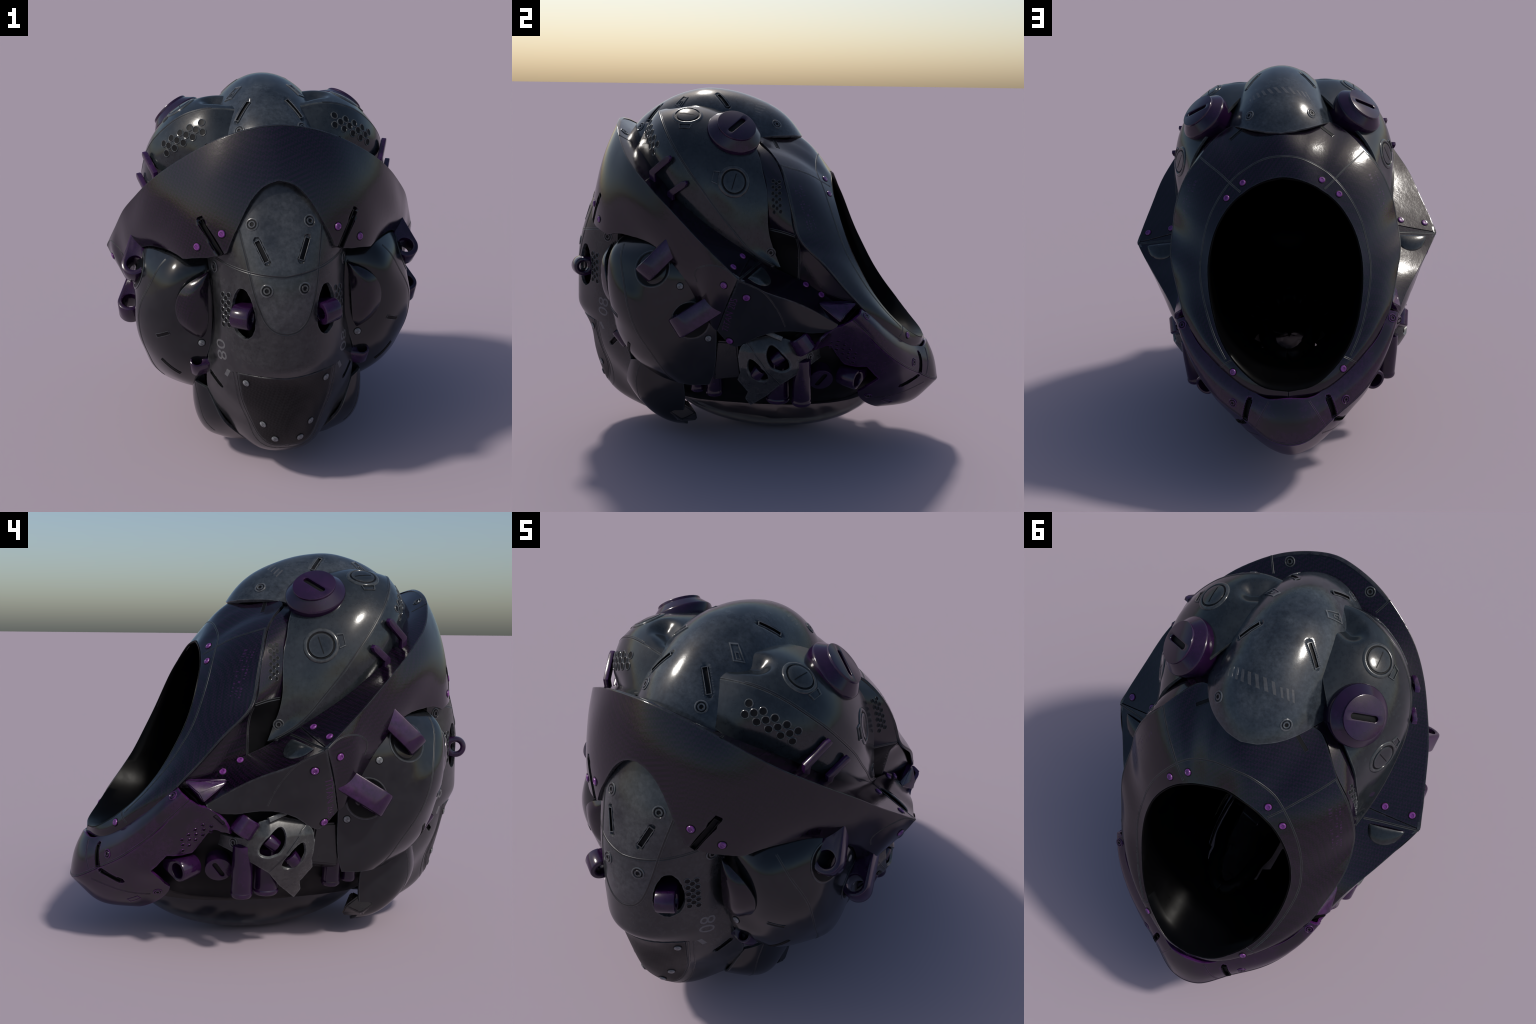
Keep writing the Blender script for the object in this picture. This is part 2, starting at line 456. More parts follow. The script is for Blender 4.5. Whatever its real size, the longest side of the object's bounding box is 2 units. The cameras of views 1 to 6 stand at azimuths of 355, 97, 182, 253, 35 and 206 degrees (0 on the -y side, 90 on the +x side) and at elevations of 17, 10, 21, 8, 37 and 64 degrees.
# ------------------------------------------------------------------ face frame around the opening
opening = [(0, .386, 1.418), (.086, .396, 1.405), (.16, .404, 1.373), (.19, .41, 1.353), (.225, .417, 1.328), (.277, .437, 1.276), (.335, .473, 1.178),
           (.366, .516, 1.071), (.371, .57, .964), (.358, .629, .86), (.330, .698, .764), (.281, .771, .680),
           (.208, .838, .611), (.111, .896, .560), (0, .914, .546)]
fmid = [(0, .285, 1.55), (.12, .272, 1.527), (.222, .25, 1.495), (.275, .273, 1.462), (.32, .303, 1.418), (.382, .332, 1.347), (.438, .372, 1.236),
        (.470, .413, 1.112), (.479, .49, 1.0), (.456, .577, .88), (.42, .665, .775), (.345, .757, .675),
        (.255, .825, .59), (.13, .892, .535), (0, .918, .518)]
fout = [(0, .15, 1.643), (.16, .08, 1.624), (.283, .045, 1.592), (.360, .110, 1.538), (.418, .163, 1.478), (.487, .20, 1.396), (.543, .238, 1.27),
        (.566, .272, 1.148), (.572, .385, 1.035), (.54, .485, .915), (.50, .585, .80), (.41, .70, .68),
        (.29, .79, .58), (.15, .87, .51), (0, .91, .49)]
frame_S = Surf([[o, m, e] for o, m, e in zip(opening, fmid, fout)], sym=True, NU=900, local=True)
PAN['frame'] = f = grid_panel(frame_S, .0065, out=OUT)

# ------------------------------------------------------------------ side shells (outer face and rear face)
ridge = [(.13, -.50, 1.715), (.25, -.487, 1.728), (.34, -.457, 1.71), (.414, -.428, 1.675), (.479, -.39, 1.622), (.535, -.339, 1.555),
         (.575, -.265, 1.457), (.59, -.20, 1.375), (.588, -.13, 1.28), (.575, -.045, 1.175), (.548, .05, 1.065), (.515, .15, 1.0)]
sh2 = [(.14, -.42, 1.745), (.255, -.40, 1.75), (.355, -.38, 1.728), (.432, -.34, 1.685), (.497, -.29, 1.62), (.546, -.235, 1.54),
       (.574, -.165, 1.44), (.58, -.115, 1.355), (.573, -.06, 1.262), (.560, .005, 1.165), (.532, .08, 1.063), (.51, .158, .996)]
sh3 = [(.16, -.30, 1.755), (.26, -.28, 1.755), (.36, -.26, 1.725), (.435, -.20, 1.66), (.487, -.14, 1.585), (.526, -.10, 1.505),
       (.540, -.05, 1.41), (.548, -.02, 1.33), (.547, .02, 1.24), (.537, .06, 1.15), (.514, .11, 1.06), (.505, .168, .992)]
sh4 = [(.17, -.18, 1.74), (.27, -.04, 1.67), (.335, .015, 1.605), (.39, .045, 1.55), (.43, .07, 1.50), (.463, .088, 1.44),
       (.487, .11, 1.36), (.505, .117, 1.275), (.511, .12, 1.19), (.510, .135, 1.115), (.500, .155, 1.055), (.498, .182, .985)]
rr2 = [(.15, -.55, 1.65), (.265, -.535, 1.66), (.358, -.505, 1.635), (.432, -.47, 1.59), (.49, -.43, 1.53), (.54, -.375, 1.46),
       (.575, -.30, 1.36), (.587, -.225, 1.28), (.583, -.145, 1.20), (.568, -.05, 1.12), (.542, .05, 1.04), (.51, .15, .99)]
rr3 = [(.18, -.60, 1.57), (.27, -.59, 1.53), (.345, -.54, 1.49), (.41, -.49, 1.44), (.46, -.435, 1.38), (.50, -.37, 1.31),
       (.53, -.285, 1.22), (.54, -.20, 1.15), (.545, -.12, 1.09), (.54, -.04, 1.03), (.52, .045, 1.0), (.50, .14, .97)]
shell_S = Surf([list(c) for c in zip(ridge, sh2, sh3, sh4)])
rear_S = Surf([list(c) for c in zip(ridge, rr2, rr3)])
OUTS = lambda c: c - A([.1, -.1, 1.2])
PAN['shell'] = grid_panel(shell_S, .006, out=OUTS)
PAN['shell'].press([(.17, -.40, 1.745), (.235, -.372, 1.752)], .078, .038, 1.0, raw=True)
PAN['shellrear'] = grid_panel(rear_S, .006, out=OUTS)

# ------------------------------------------------------------------ collar flange
rim = [(0, -.747, 1.685), (.106, -.735, 1.672), (.243, -.70, 1.628), (.38, -.64, 1.552), (.49, -.565, 1.472), (.57, -.475, 1.395),
       (.63, -.385, 1.32), (.685, -.29, 1.242), (.73, -.18, 1.145), (.77, -.07, 1.055), (.80, .017, .983)]
fl_cols = [
 [rim[0], (0, -.815, 1.53), (0, -.862, 1.38), (0, -.90, 1.22), (0, -.925, 1.1)],
 [rim[1], (.107, -.805, 1.52), (.11, -.85, 1.37), (.11, -.885, 1.22), (.11, -.91, 1.1)],
 [rim[2], (.25, -.765, 1.50), (.252, -.808, 1.36), (.25, -.832, 1.24), (.25, -.845, 1.12)],
 [rim[3], (.395, -.69, 1.42), (.402, -.722, 1.29), (.405, -.733, 1.18), (.40, -.735, 1.08)],
 [rim[4], (.510, -.588, 1.34), (.515, -.592, 1.22), (.505, -.585, 1.12), (.48, -.57, 1.03)],
 [rim[5], (.588, -.482, 1.28), (.588, -.480, 1.18), (.565, -.470, 1.09), (.53, -.455, 1.0)],
 [rim[6], (.645, -.378, 1.21), (.640, -.380, 1.12), (.612, -.375, 1.02), (.57, -.36, .93)],
 [rim[7], (.692, -.278, 1.13), (.676, -.290, 1.03), (.645, -.285, .94), (.60, -.27, .85)],
 [rim[8], (.734, -.168, 1.04), (.703, -.200, .955), (.656, -.213, .86), (.61, -.18, .75)],
 [rim[9], (.767, -.095, .99), (.737, -.128, .91), (.685, -.140, .80), (.62, -.14, .69)],
 [rim[10], (.77, -.012, .92), (.722, -.047, .84), (.67, -.08, .76), (.611, -.115, .681)]]
fl_S = Surf(fl_cols, sym=True, NU=900, NV=260)
tops = curve(rim, 160)
side_edge = curve(fl_cols[10], 40)
arch = curve([(0, -.85, 1.462), (.058, -.845, 1.442), (.105, -.84, 1.398), (.138, -.835, 1.345), (.165, -.835, 1.29), (.19, -.835, 1.24), (.228, -.842, 1.160)], 50)
low = [(.228, -.842, 1.160), (.262, -.828, 1.143), (.31, -.80, 1.130), (.427, -.717, 1.104)]
lobe = curve([(.427, -.717, 1.104), (.452, -.668, 1.118), (.478, -.618, 1.124), (.51, -.565, 1.12), (.56, -.47, 1.108), (.605, -.385, 1.075), (.635, -.320, 1.02), (.652, -.269, .962)], 40)
low2 = [(.652, -.269, .962), (.652, -.240, .91), (.650, -.222, .869), (.63, -.17, .77), (.611, -.115, .681)]
half = np.concatenate([tops, side_edge[1:], A(low2)[::-1][1:], lobe[::-1][1:], A(low)[::-1][1:], arch[::-1][1:]])
full = np.concatenate([half, (half * A([-1, 1, 1]))[::-1][1:-1]])
PAN['flange'] = cut_panel(fl_S, full, h=.0085, out=OUT)

# shelf between rim and shells, running forward into the cheek recess
pln = lambda x, y: .983 - (.37 * (x - .8) + .52 * (y - .017)) / .77 - .014   # the flat wing face
shelf_in = [(0, -.65, 1.605), (.10, -.635, 1.592), (.22, -.595, 1.55), (.33, -.53, 1.505), (.42, -.455, 1.452)] + \
           [(x, y, pln(x, y) - d) for x, y, d in [(.475, -.385, 0), (.515, -.30, 0), (.535, -.21, 0), (.54, -.12, .006), (.535, -.03, .014), (.515, .05, .022)]]
shelf_S = Surf([[r, A(r) * .5 + A(i) * .5 + A([0, 0, -.002]), i] for r, i in zip(rim, shelf_in)], sym=True, NU=900)
PAN['shelf'] = grid_panel(shelf_S, .009, out=lambda c: A([0, .3, 1.]) + 0 * c)

# cheek: upper slope and outer plate
cedge = [(.80, .017, .983), (.722, .159, .901), (.672, .252, .861), (.625, .331, .818), (.583, .403, .771), (.549, .474, .723)]
cin = [(x, y, pln(x, y) - d) for x, y, d in [(.515, .05, .022), (.50, .16, .034), (.495, .25, .018), (.49, .33, .004), (.485, .41, .003), (.48, .50, .01)]]
cheek_S = Surf([[e, A(e) * .55 + A(i) * .45 + A([0, 0, -.003]), i] for e, i in zip(cedge, cin)])
PAN['slope'] = grid_panel(cheek_S, .007, out=lambda c: A([.3, .3, 1.]) + 0 * c)

clow = [(.611, -.115, .681), (.63, .02, .66), (.63, .12, .665), (.615, .22, .67), (.585, .33, .665), (.535, .455, .665)]
plate_S = Surf([[e, A(e) * .5 + A(l) * .5 + A([.012, 0, 0]), l] for e, l in zip(cedge, clow)])
PAN['cheek'] = None
c_out = np.concatenate([curve(cedge, 50), [(.545, .46, .70), (.55, .42, .69), (.573, .345, .69)],
        curve([(.595, .28, .70), (.62, .21, .70), (.63, .14, .685), (.625, .07, .65), (.605, .02, .61)], 20),
        [(.58, -.025, .595), (.583, -.055, .605), (.600, -.09, .65)], side_edge[::-1][:-1]])
# the outer plate drops down at its rear corner, so its surface runs lower there
plate_S = Surf([[e, A(e) * .5 + A(l) * .5 + A([.012, 0, 0]), l, m] for e, l, m in zip(cedge, clow,
        [(.57, -.10, .58), (.58, .02, .58), (.59, .12, .58), (.58, .22, .59), (.555, .33, .60), (.515, .45, .62)])])
PAN['cheek'] = cut_panel(plate_S, c_out, h=.007, out=OUTS)

# recess wall between shell front edge and face frame
rec_cols = []
for a, b in [((.20, .06, 1.595), (.21, -.05, 1.60)), ((.283, .042, 1.578), (.30, -.04, 1.57)), ((.36, .108, 1.53), (.37, .02, 1.535)), ((.415, .157, 1.472), (.415, .05, 1.49)), ((.480, .192, 1.40), (.455, .07, 1.42)), ((.536, .232, 1.27), (.49, .09, 1.29)),
             ((.556, .262, 1.151), (.484, .10, 1.17)), ((.53, .335, 1.09), (.468, .11, 1.06)), ((.525, .40, 1.015), (.465, .15, .98)),
             ((.51, .485, .905), (.485, .28, .90)), ((.48, .58, .79), (.475, .45, .78))]:
    a, b = A(a), A(b); rec_cols.append([a, a * .5 + b * .5 + A([.004, 0, 0]), b])
rec_S = Surf(rec_cols)
PAN['recess'] = grid_panel(rec_S, .007, out=OUTS)

# ------------------------------------------------------------------ chin guard
g_top = [(0, .930, .524), (.09, .914, .514), (.16, .871, .529), (.227, .828, .561), (.293, .786, .598), (.356, .744, .639), (.414, .698, .685), (.459, .646, .740), (.49, .585, .797)]
g_rdg = [(0, .997, .310), (.085, .980, .324), (.165, .928, .364), (.235, .879, .405), (.31, .832, .445), (.385, .775, .50), (.45, .705, .57), (.50, .63, .655), (.54, .542, .744)]
g_l1 = [(0, .93, .235), (.09, .915, .255), (.17, .862, .285), (.24, .80, .315), (.31, .735, .36), (.37, .685, .41), (.42, .635, .49), (.485, .57, .60), (.545, .49, .705)]
g_l2 = [(0, .84, .167), (.09, .82, .185), (.165, .765, .215), (.225, .70, .25), (.28, .635, .30), (.345, .61, .37), (.405, .585, .44), (.455, .53, .54), (.53, .455, .66)]
g_l3 = [(0, .70, .147), (.08, .69, .155), (.15, .655, .18), (.20, .61, .215), (.255, .575, .27), (.335, .575, .36), (.40, .55, .42), (.425, .48, .50), (.505, .42, .60)]
def midp(a, b, k): return [A(p) * .5 + A(q) * .5 + A([p[0] * .05, k, k * .5]) for p, q in zip(a, b)]
g_m = midp(g_top, g_rdg, .012)
up_S = Surf([list(c) for c in zip(g_top, g_m, g_rdg)], sym=True, NU=700)
lo_S = Surf([list(c) for c in zip(g_rdg + [(.567, .44, .722)], g_l1 + [(.577, .405, .665)], g_l2 + [(.562, .372, .61)], g_l3 + [(.530, .345, .55)])], sym=True, NU=700)
OUTG = lambda c: c - A([0, .5, .5])
PAN['guardup'] = grid_panel(up_S, .0045, out=OUTG)
glow_half = np.concatenate([curve(g_rdg, 80), [(.547, .492, .716), (.560, .455, .705), (.572, .42, .675), (.568, .385, .632), (.550, .365, .585), (.51, .385, .548), (.47, .43, .515), (.423, .503, .484), (.416, .57, .478), (.413, .618, .476), (.373, .68, .393), (.30, .60, .315), (.278, .572, .295)],
                            curve([(.255, .575, .27), (.20, .61, .215), (.15, .655, .18), (.08, .69, .155), (0, .70, .147)], 20)])
glow_full = np.concatenate([glow_half, (glow_half * A([-1, 1, 1]))[::-1][1:-1]])
PAN['guardlow'] = cut_panel(lo_S, glow_full, h=.0075, out=OUTG)

# ------------------------------------------------------------------ rear spine
sp_rows = [  # z, centre y, then y at three x, then side edge (x, y)
 (1.45, -.80, (.1, -.785), (.2, -.74), (.28, -.67), (.33, -.60)), (1.36, -.847, (.1, -.832), (.2, -.785), (.28, -.71), (.33, -.62)),
 (1.286, -.885, (.1, -.873), (.2, -.82), (.28, -.74), (.33, -.64)),
 (1.18, -.930, (.1, -.914), (.2, -.855), (.28, -.762), (.32, -.68)), (1.07, -.967, (.1, -.948), (.2, -.878), (.28, -.765), (.31, -.69)),
 (.95, -.990, (.1, -.969), (.2, -.890), (.28, -.783), (.30, -.70)), (.82, -.997, (.1, -.973), (.2, -.893), (.28, -.785), (.30, -.70)),
 (.71, -1.0, (.1, -.975), (.2, -.89), (.28, -.782), (.32, -.69)), (.662, -.996, (.1, -.97), (.2, -.885), (.282, -.777), (.33, -.685)),
 (.61, -.963, (.1, -.94), (.2, -.866), (.285, -.765), (.337, -.68)), (.554, -.931, (.1, -.911), (.2, -.85), (.29, -.75), (.342, -.665)),
 (.443, -.915, (.1, -.885), (.185, -.825), (.275, -.73), (.343, -.62)), (.332, -.893, (.09, -.857), (.16, -.79), (.24, -.70), (.308, -.63)),
 (.245, -.852, (.075, -.836), (.145, -.772), (.21, -.675), (.27, -.59)), (.180, -.80, (.07, -.788), (.135, -.735), (.19, -.64), (.235, -.55)),
 (.130, -.725, (.06, -.715), (.118, -.675), (.17, -.58), (.205, -.50)), (.088, -.635, (.055, -.627), (.105, -.595), (.15, -.51), (.18, -.44))]
sp_cols = [[(0, r[1], r[0]) for r in sp_rows]] + [[(r[2 + k][0], r[2 + k][1], r[0]) for r in sp_rows] for k in range(4)]
spine_S = Surf(sp_cols, sym=True, NU=360, NV=420)
hole_uv = lambda n=40: [(.181 + .046 * math.sin(a) * (1 - .16 * math.cos(a)), -.895, .902 + .113 * math.cos(a)) for a in np.linspace(0, 2 * math.pi, n, endpoint=False)]
def onto(S, P):   # drop points on S along y
    P = A(P, float); F = S.G.reshape(-1, 3)
    r = []
    for p in P:
        k = np.argmin((F[:, 0] - p[0])**2 + (F[:, 2] - p[2])**2 + 10. * (F[:, 1] > 0)); r.append(F[k])
    return A(r)
h1 = onto(spine_S, hole_uv()); h2 = h1 * A([-1, 1, 1])
uvl = lambda u0, u1, v0, v1, n: [(u0 + (u1 - u0) * i / n, v0 + (v1 - v0) * i / n) for i in range(n)]
bord = uvl(0, 1, 0, 0, 60) + uvl(1, 1, 0, 1, 120) + uvl(1, 0, 1, 1, 60) + uvl(0, 0, 1, 0, 120)
bord3 = spine_S.at(A(bord)[:, 0], A(bord)[:, 1])
PAN['spine'] = cut_panel(spine_S, bord3, [h1, h2[::-1]], h=.0055, out=OUT)

# ------------------------------------------------------------------ rear pods
pod_rows = [
 (1.15, (.30, -.60), (.36, -.58), (.42, -.54), (.47, -.48), (.52, -.41), (.55, -.30), (.55, -.18)),
 (1.10, (.29, -.64), (.36, -.645), (.43, -.63), (.50, -.555), (.572, -.435), (.595, -.30), (.58, -.16)),
 (1.05, (.285, -.665), (.36, -.68), (.44, -.678), (.535, -.592), (.607, -.450), (.622, -.30), (.60, -.14)),
 (.95, (.28, -.68), (.36, -.69), (.462, -.701), (.583, -.592), (.645, -.45), (.652, -.29), (.617, -.13)),
 (.85, (.28, -.68), (.37, -.69), (.480, -.697), (.632, -.562), (.656, -.44), (.655, -.28), (.617, -.12)),
 (.75, (.30, -.69), (.38, -.695), (.495, -.678), (.645, -.535), (.660, -.42), (.650, -.26), (.613, -.115)),
 (.65, (.33, -.69), (.41, -.685), (.515, -.635), (.634, -.50), (.654, -.40), (.640, -.25), (.603, -.115)),
 (.55, (.35, -.64), (.42, -.635), (.51, -.59), (.610, -.445), (.632, -.36), (.623, -.24), (.59, -.12)),
 (.45, (.35, -.56), (.41, -.555), (.475, -.525), (.572, -.395), (.60, -.33), (.598, -.23), (.572, -.135)),
 (.385, (.34, -.50), (.38, -.49), (.43, -.46), (.515, -.37), (.56, -.30), (.575, -.23), (.556, -.16))]
pod_S = Surf([[(r[1 + k][0], r[1 + k][1], r[0]) for r in pod_rows] for k in range(7)])
PAN['pod'] = grid_panel(pod_S, .0065, out=OUT)

# teardrop inserts in the pods
ins_out = curve([(.305, -.711, 1.046), (.36, -.715, 1.02), (.405, -.716, .995), (.443, -.712, .955), (.466, -.70, .893), (.462, -.693, .83), (.44, -.685, .78), (.405, -.675, .74), (.353, -.685, .72)], 40)
ins_in = curve([(.305, -.711, 1.046), (.312, -.728, .98), (.318, -.735, .90), (.322, -.732, .82), (.332, -.715, .76), (.353, -.685, .72)], 40)
ins_out = ins_out + A([.004, -.010, 0]); ins_in = ins_in + A([.002, -.006, 0])
ins_S = Surf([[i, i * .5 + o * .5 + A([.007, -.030, 0]) * math.sin(math.pi * k / 39) ** .6, o] for k, (i, o) in enumerate(zip(ins_in, ins_out))], NV=60, NU=120)
PAN['insert'] = grid_panel(ins_S, .006, out=OUT)

# lower rear pods beside the spine
lp_S = Surf([[(.345, -.62, .435), (.395, -.565, .45), (.405, -.43, .42), (.39, -.33, .36)],
             [(.313, -.648, .36), (.385, -.585, .36), (.41, -.44, .30), (.385, -.32, .26)],
             [(.281, -.657, .283), (.362, -.59, .265), (.392, -.445, .20), (.37, -.33, .17)],
             [(.225, -.615, .195), (.31, -.555, .172), (.345, -.435, .118), (.33, -.34, .10)],
             [(.165, -.55, .11), (.24, -.50, .098), (.28, -.40, .072), (.27, -.33, .065)]], NU=120)
PAN['lowpod'] = grid_panel(lp_S, .0075, out=OUT)

# ------------------------------------------------------------------ jaw plate
def jaw_x(q):
    y, z = q[:, 0], q[:, 1]
    # crowned around the first hole, falling away to nose, tail and front
    return .628 - 1.35 * np.maximum(0, y - .2) ** 1.55 * 2.2 * .9 - .75 * np.maximum(0, .5 - z) ** 1.15 * 1.1 - .9 * np.maximum(0, z - .58) ** 1.3 - .6 * np.maximum(0, .05 - y) ** 1.2
jaw_outer = [(.20, .66), (.145, .668), (.03, .64), (.0, .60), (-.01, .55), (.0, .47), (-.02, .42), (.03, .35), (.01, .30), (.035, .254), (.13, .335), (.195, .408), (.26, .45), (.35, .50), (.425, .535), (.385, .57), (.34, .566), (.292, .568), (.262, .60), (.245, .645)]
def tear(c, rx, rz, lean, n=36):
    return [(c[0] + rx * math.sin(a) * (1 - .35 * math.cos(a)) + lean * rz * math.cos(a), c[1] + rz * math.cos(a)) for a in np.linspace(0, 2 * math.pi, n, endpoint=False)]
jaw_h1 = tear((.185, .555), .05, .067, -.45); jaw_h2 = tear((.083, .487), .042, .062, -.45)
PAN['jaw'] = flat_cut([A(jaw_outer), A(jaw_h1), A(jaw_h2)], lambda q: np.c_[jaw_x(q), q], .006, OUTS)

# ------------------------------------------------------------------ deep slots pressed into the panels
import copy
def slot_in(k, pts, r, d, sides=(1, -1)):
    if not hasattr(PAN[k], 'orig'):
        PAN[k].bvh = None; PAN[k].orig = Panel(PAN[k].V.copy(), PAN[k].F)
    PAN[k].deep = d
    for s in sides: PAN[k].press([tuple(A(p) * A([s, 1, 1])) for p in pts], r, d, .2)
slot_in('guardup', [(.186, .892, .497), (.208, .888, .388)], .0135, .022)
slot_in('guardlow', [(.213, .880, .380), (.256, .797, .334)], .0115, .02)
slot_in('flange', [(.256, -.838, 1.145), (.336, -.770, 1.294)], .0145, .016)
slot_in('spine', [(.320, -.690, .550), (.284, -.745, .498)], .0105, .010)
slot_in('dome', [(.112, -.200, 1.815), (.180, -.135, 1.755)], .0125, .008)
slot_in('dome', [(.083, -.511, 1.753), (.146, -.565, 1.677)], .0135, .008)
slot_in('spine', [(.072, -.935, 1.135), (.112, -.905, 1.225)], .0145, .008)
# ------------------------------------------------------------------ hidden core, liner and bowl
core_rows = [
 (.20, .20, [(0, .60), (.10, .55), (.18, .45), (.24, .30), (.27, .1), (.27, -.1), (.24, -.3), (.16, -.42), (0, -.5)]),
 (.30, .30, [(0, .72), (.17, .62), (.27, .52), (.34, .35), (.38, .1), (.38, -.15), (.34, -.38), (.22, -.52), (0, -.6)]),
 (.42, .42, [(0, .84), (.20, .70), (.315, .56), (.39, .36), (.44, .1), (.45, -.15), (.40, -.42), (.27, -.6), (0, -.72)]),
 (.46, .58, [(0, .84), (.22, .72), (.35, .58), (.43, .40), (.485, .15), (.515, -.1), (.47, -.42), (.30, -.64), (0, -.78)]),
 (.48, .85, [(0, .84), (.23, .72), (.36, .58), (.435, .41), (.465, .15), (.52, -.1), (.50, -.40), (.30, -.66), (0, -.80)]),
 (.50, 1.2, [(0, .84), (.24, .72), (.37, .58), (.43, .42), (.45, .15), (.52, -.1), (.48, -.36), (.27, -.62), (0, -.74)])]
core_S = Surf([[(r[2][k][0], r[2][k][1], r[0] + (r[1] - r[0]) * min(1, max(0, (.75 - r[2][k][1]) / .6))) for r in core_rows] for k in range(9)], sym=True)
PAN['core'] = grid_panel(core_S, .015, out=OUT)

ring0 = np.concatenate([curve(opening, 60), (curve(opening, 60) * A([-1, 1, 1]))[::-1][1:-1]])
rings = []
oc = A([0, .62, .97])
for s in np.linspace(0, 1, 26):
    c = oc + (A([0, -.60, .93]) - oc) * s
    k = .978 + .14 * min(1, s * 2.0) ** 1.5
    w = k * math.sqrt(max(0, 1 - max(0, (s - .38) / .62) ** 2.2))
    fl = 1 - min(1, s * 1.6)
    R = (ring0 - oc) * A([w, 0, w]) ; R[:, 1] = (ring0[:, 1] - oc[1]) * fl * w
    if s == 0: R = (ring0 - oc) * .985
    R = R + c; rings.append(R)
rings = A(rings); n = rings.shape[1]
liner = Panel(rings.reshape(-1, 3), [(i * n + j, i * n + (j + 1) % n, (i + 1) * n + (j + 1) % n, (i + 1) * n + j) for i in range(25) for j in range(n)], out=lambda c: A([0, 0, 1.]) - c)

lf = [f for f in liner.F if not ((lambda c: (c[0] / .205)**2 + ((c[1] - .12) / .405)**2 < 1 and c[2] < .55)(liner.V[list(f)].mean(0)))]
liner.F = lf
liner_full = Panel(rings.reshape(-1, 3), [(i * n + j, i * n + (j + 1) % n, (i + 1) * n + (j + 1) % n, (i + 1) * n + j) for i in range(25) for j in range(n)])
lip = []
for t in np.linspace(0, 2 * math.pi, 97):
    x, y = .232 * math.cos(t), .12 + .452 * math.sin(t)
    h = liner_full.snap((x, y, .20))[0]; lip.append(h * A([1, 1, 1]) + A([0, 0, .012]))
lip = A(lip)
# ------------------------------------------------------------------ make the big parts
crown = build('crown_plate', PAN['dome'], M_STEEL, .02)
face = build('face_frame', PAN['frame'], M_CARBON, .011)
shells = build('side_shell', PAN['shell'], M_SHELL, .015, sides=2)
shellr = build('vented_rear_panel', PAN['shellrear'], M_SHELL, .012, sides=2)
flange = build('collar_flange', PAN['flange'], M_CARBON, .016)
shelf = build('collar_shelf', PAN['shelf'], M_CARBON, .008)
slope = build('cheek_slope', PAN['slope'], M_CARBON, .008, sides=2)
cheek = build('cheek_plate', PAN['cheek'], M_DARK, .014, sides=2)
_c = A([PAN['recess'].V[list(f)].mean(0) for f in PAN['recess'].F])
recess = build('cheek_recess', PAN['recess'], [M_CARBON, M_PIT], .008, sides=2, idx=[1 if (z < 1.172 - (y - .122) * .15 and y < .268) else 0 for x, y, z in _c])  # lower part coloured black for the dark self-reflection in this fold
gup = build('chin_guard', PAN['guardup'], M_GUARD, .016)
glow = build('chin_guard_skirt', PAN['guardlow'], M_GUARD, .014)
_c = A([PAN['spine'].V[list(f)].mean(0) for f in PAN['spine'].F])
_tong = np.interp(_c[:, 2], [.827, .835, .868, .92, .99, 1.09, 1.19, 1.26, 1.5], [0, .04, .082, .108, .129, .149, .166, .18, .2])
spine = build('rear_spine', PAN['spine'], [M_SPINE, M_TONGUE], .016, idx=((np.abs(_c[:, 0]) < _tong) & (_c[:, 2] > .825)).astype(int))
pods = build('rear_pod', PAN['pod'], M_DARK, .014, sides=2)
inserts = build('pod_insert', PAN['insert'], M_CARBON, .012, sides=2)
lowpods = build('lower_pod', PAN['lowpod'], M_DARK, .014, sides=2)
jaw = build('jaw_plate', PAN['jaw'], M_JAW, .014, sides=2)
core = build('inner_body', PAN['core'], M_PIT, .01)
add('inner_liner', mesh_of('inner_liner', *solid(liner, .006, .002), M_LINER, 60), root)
bv, bf = [], []
nb, na = 40, 96
for i in range(nb + 1):
    t = math.pi * .5 * i / nb
    for j in range(na):
        p = 2 * math.pi * j / na
        bv.append((.30 * math.sin(t) * math.cos(p), .09 + .60 * math.sin(t) * math.sin(p), .30 - .30 * math.cos(t)))
bf = [(i * na + j, i * na + (j + 1) % na, (i + 1) * na + (j + 1) % na, (i + 1) * na + j) for i in range(nb) for j in range(na)]
add('chin_bowl', mesh_of('chin_bowl', *solid(Panel(bv, bf, lambda c: c - A([0, .09, .3])), .008, .002), M_BOWL, 60), root)
neck = [[(.225 * k * math.cos(t), .12 + .44 * k * math.sin(t) - d, z + .10 * max(0, math.sin(t)) * (z - .2) + lift * abs(math.cos(t))) for k, z, d, lift in ((.97, .345, 0, .02), (1.0, .30, 0, .02), (1.10, .20, .04, 0))] for t in np.linspace(0, 2 * math.pi, 49)]
add('neck_ring', mesh_of('neck_ring', *tube(lip, .036, 12), M_LINER, 180), root)
fc = lip[:-1].mean(0); fr = [[fc + (p - fc) * k + A([0, 0, -.06 * (1 - k * k)]) for k in (.02, .3, .6, .85, 1.0)] for p in lip]
add('neck_dimming_pane', mesh_of('neck_dimming_pane', *solid(grid_panel(Surf(fr), .02, out=lambda c: A([0, 0, 1.]) + 0 * c), .006, .001), M_DIMMER, 60), root)  # added pane, tinted to bring the ground below down to shadow level
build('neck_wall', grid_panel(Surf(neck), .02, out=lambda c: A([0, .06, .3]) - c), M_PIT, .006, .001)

# ================================================================== details
def decal(pan, P, F, mat, name, parent, lift=.0012, thick=.003, both_sides=True):
    """A thin plate whose points are laid on a panel."""
    Q = A([np.add(*[a * b for a, b in zip(pan.snap(p), (1, lift))]) for p in P])
    n0 = pan.snap(P[0])[1]
    pl = Panel(Q, F); c = pl._fn()[0].sum(0)
    if c @ n0 < 0: pl = Panel(Q, [f[::-1] for f in F])
    V, FF = solid(pl, thick, .0006)
    me = mesh_of(name, V, FF, mat, 30)
    return both(name, me, parent) if both_sides else add(name, me, parent)

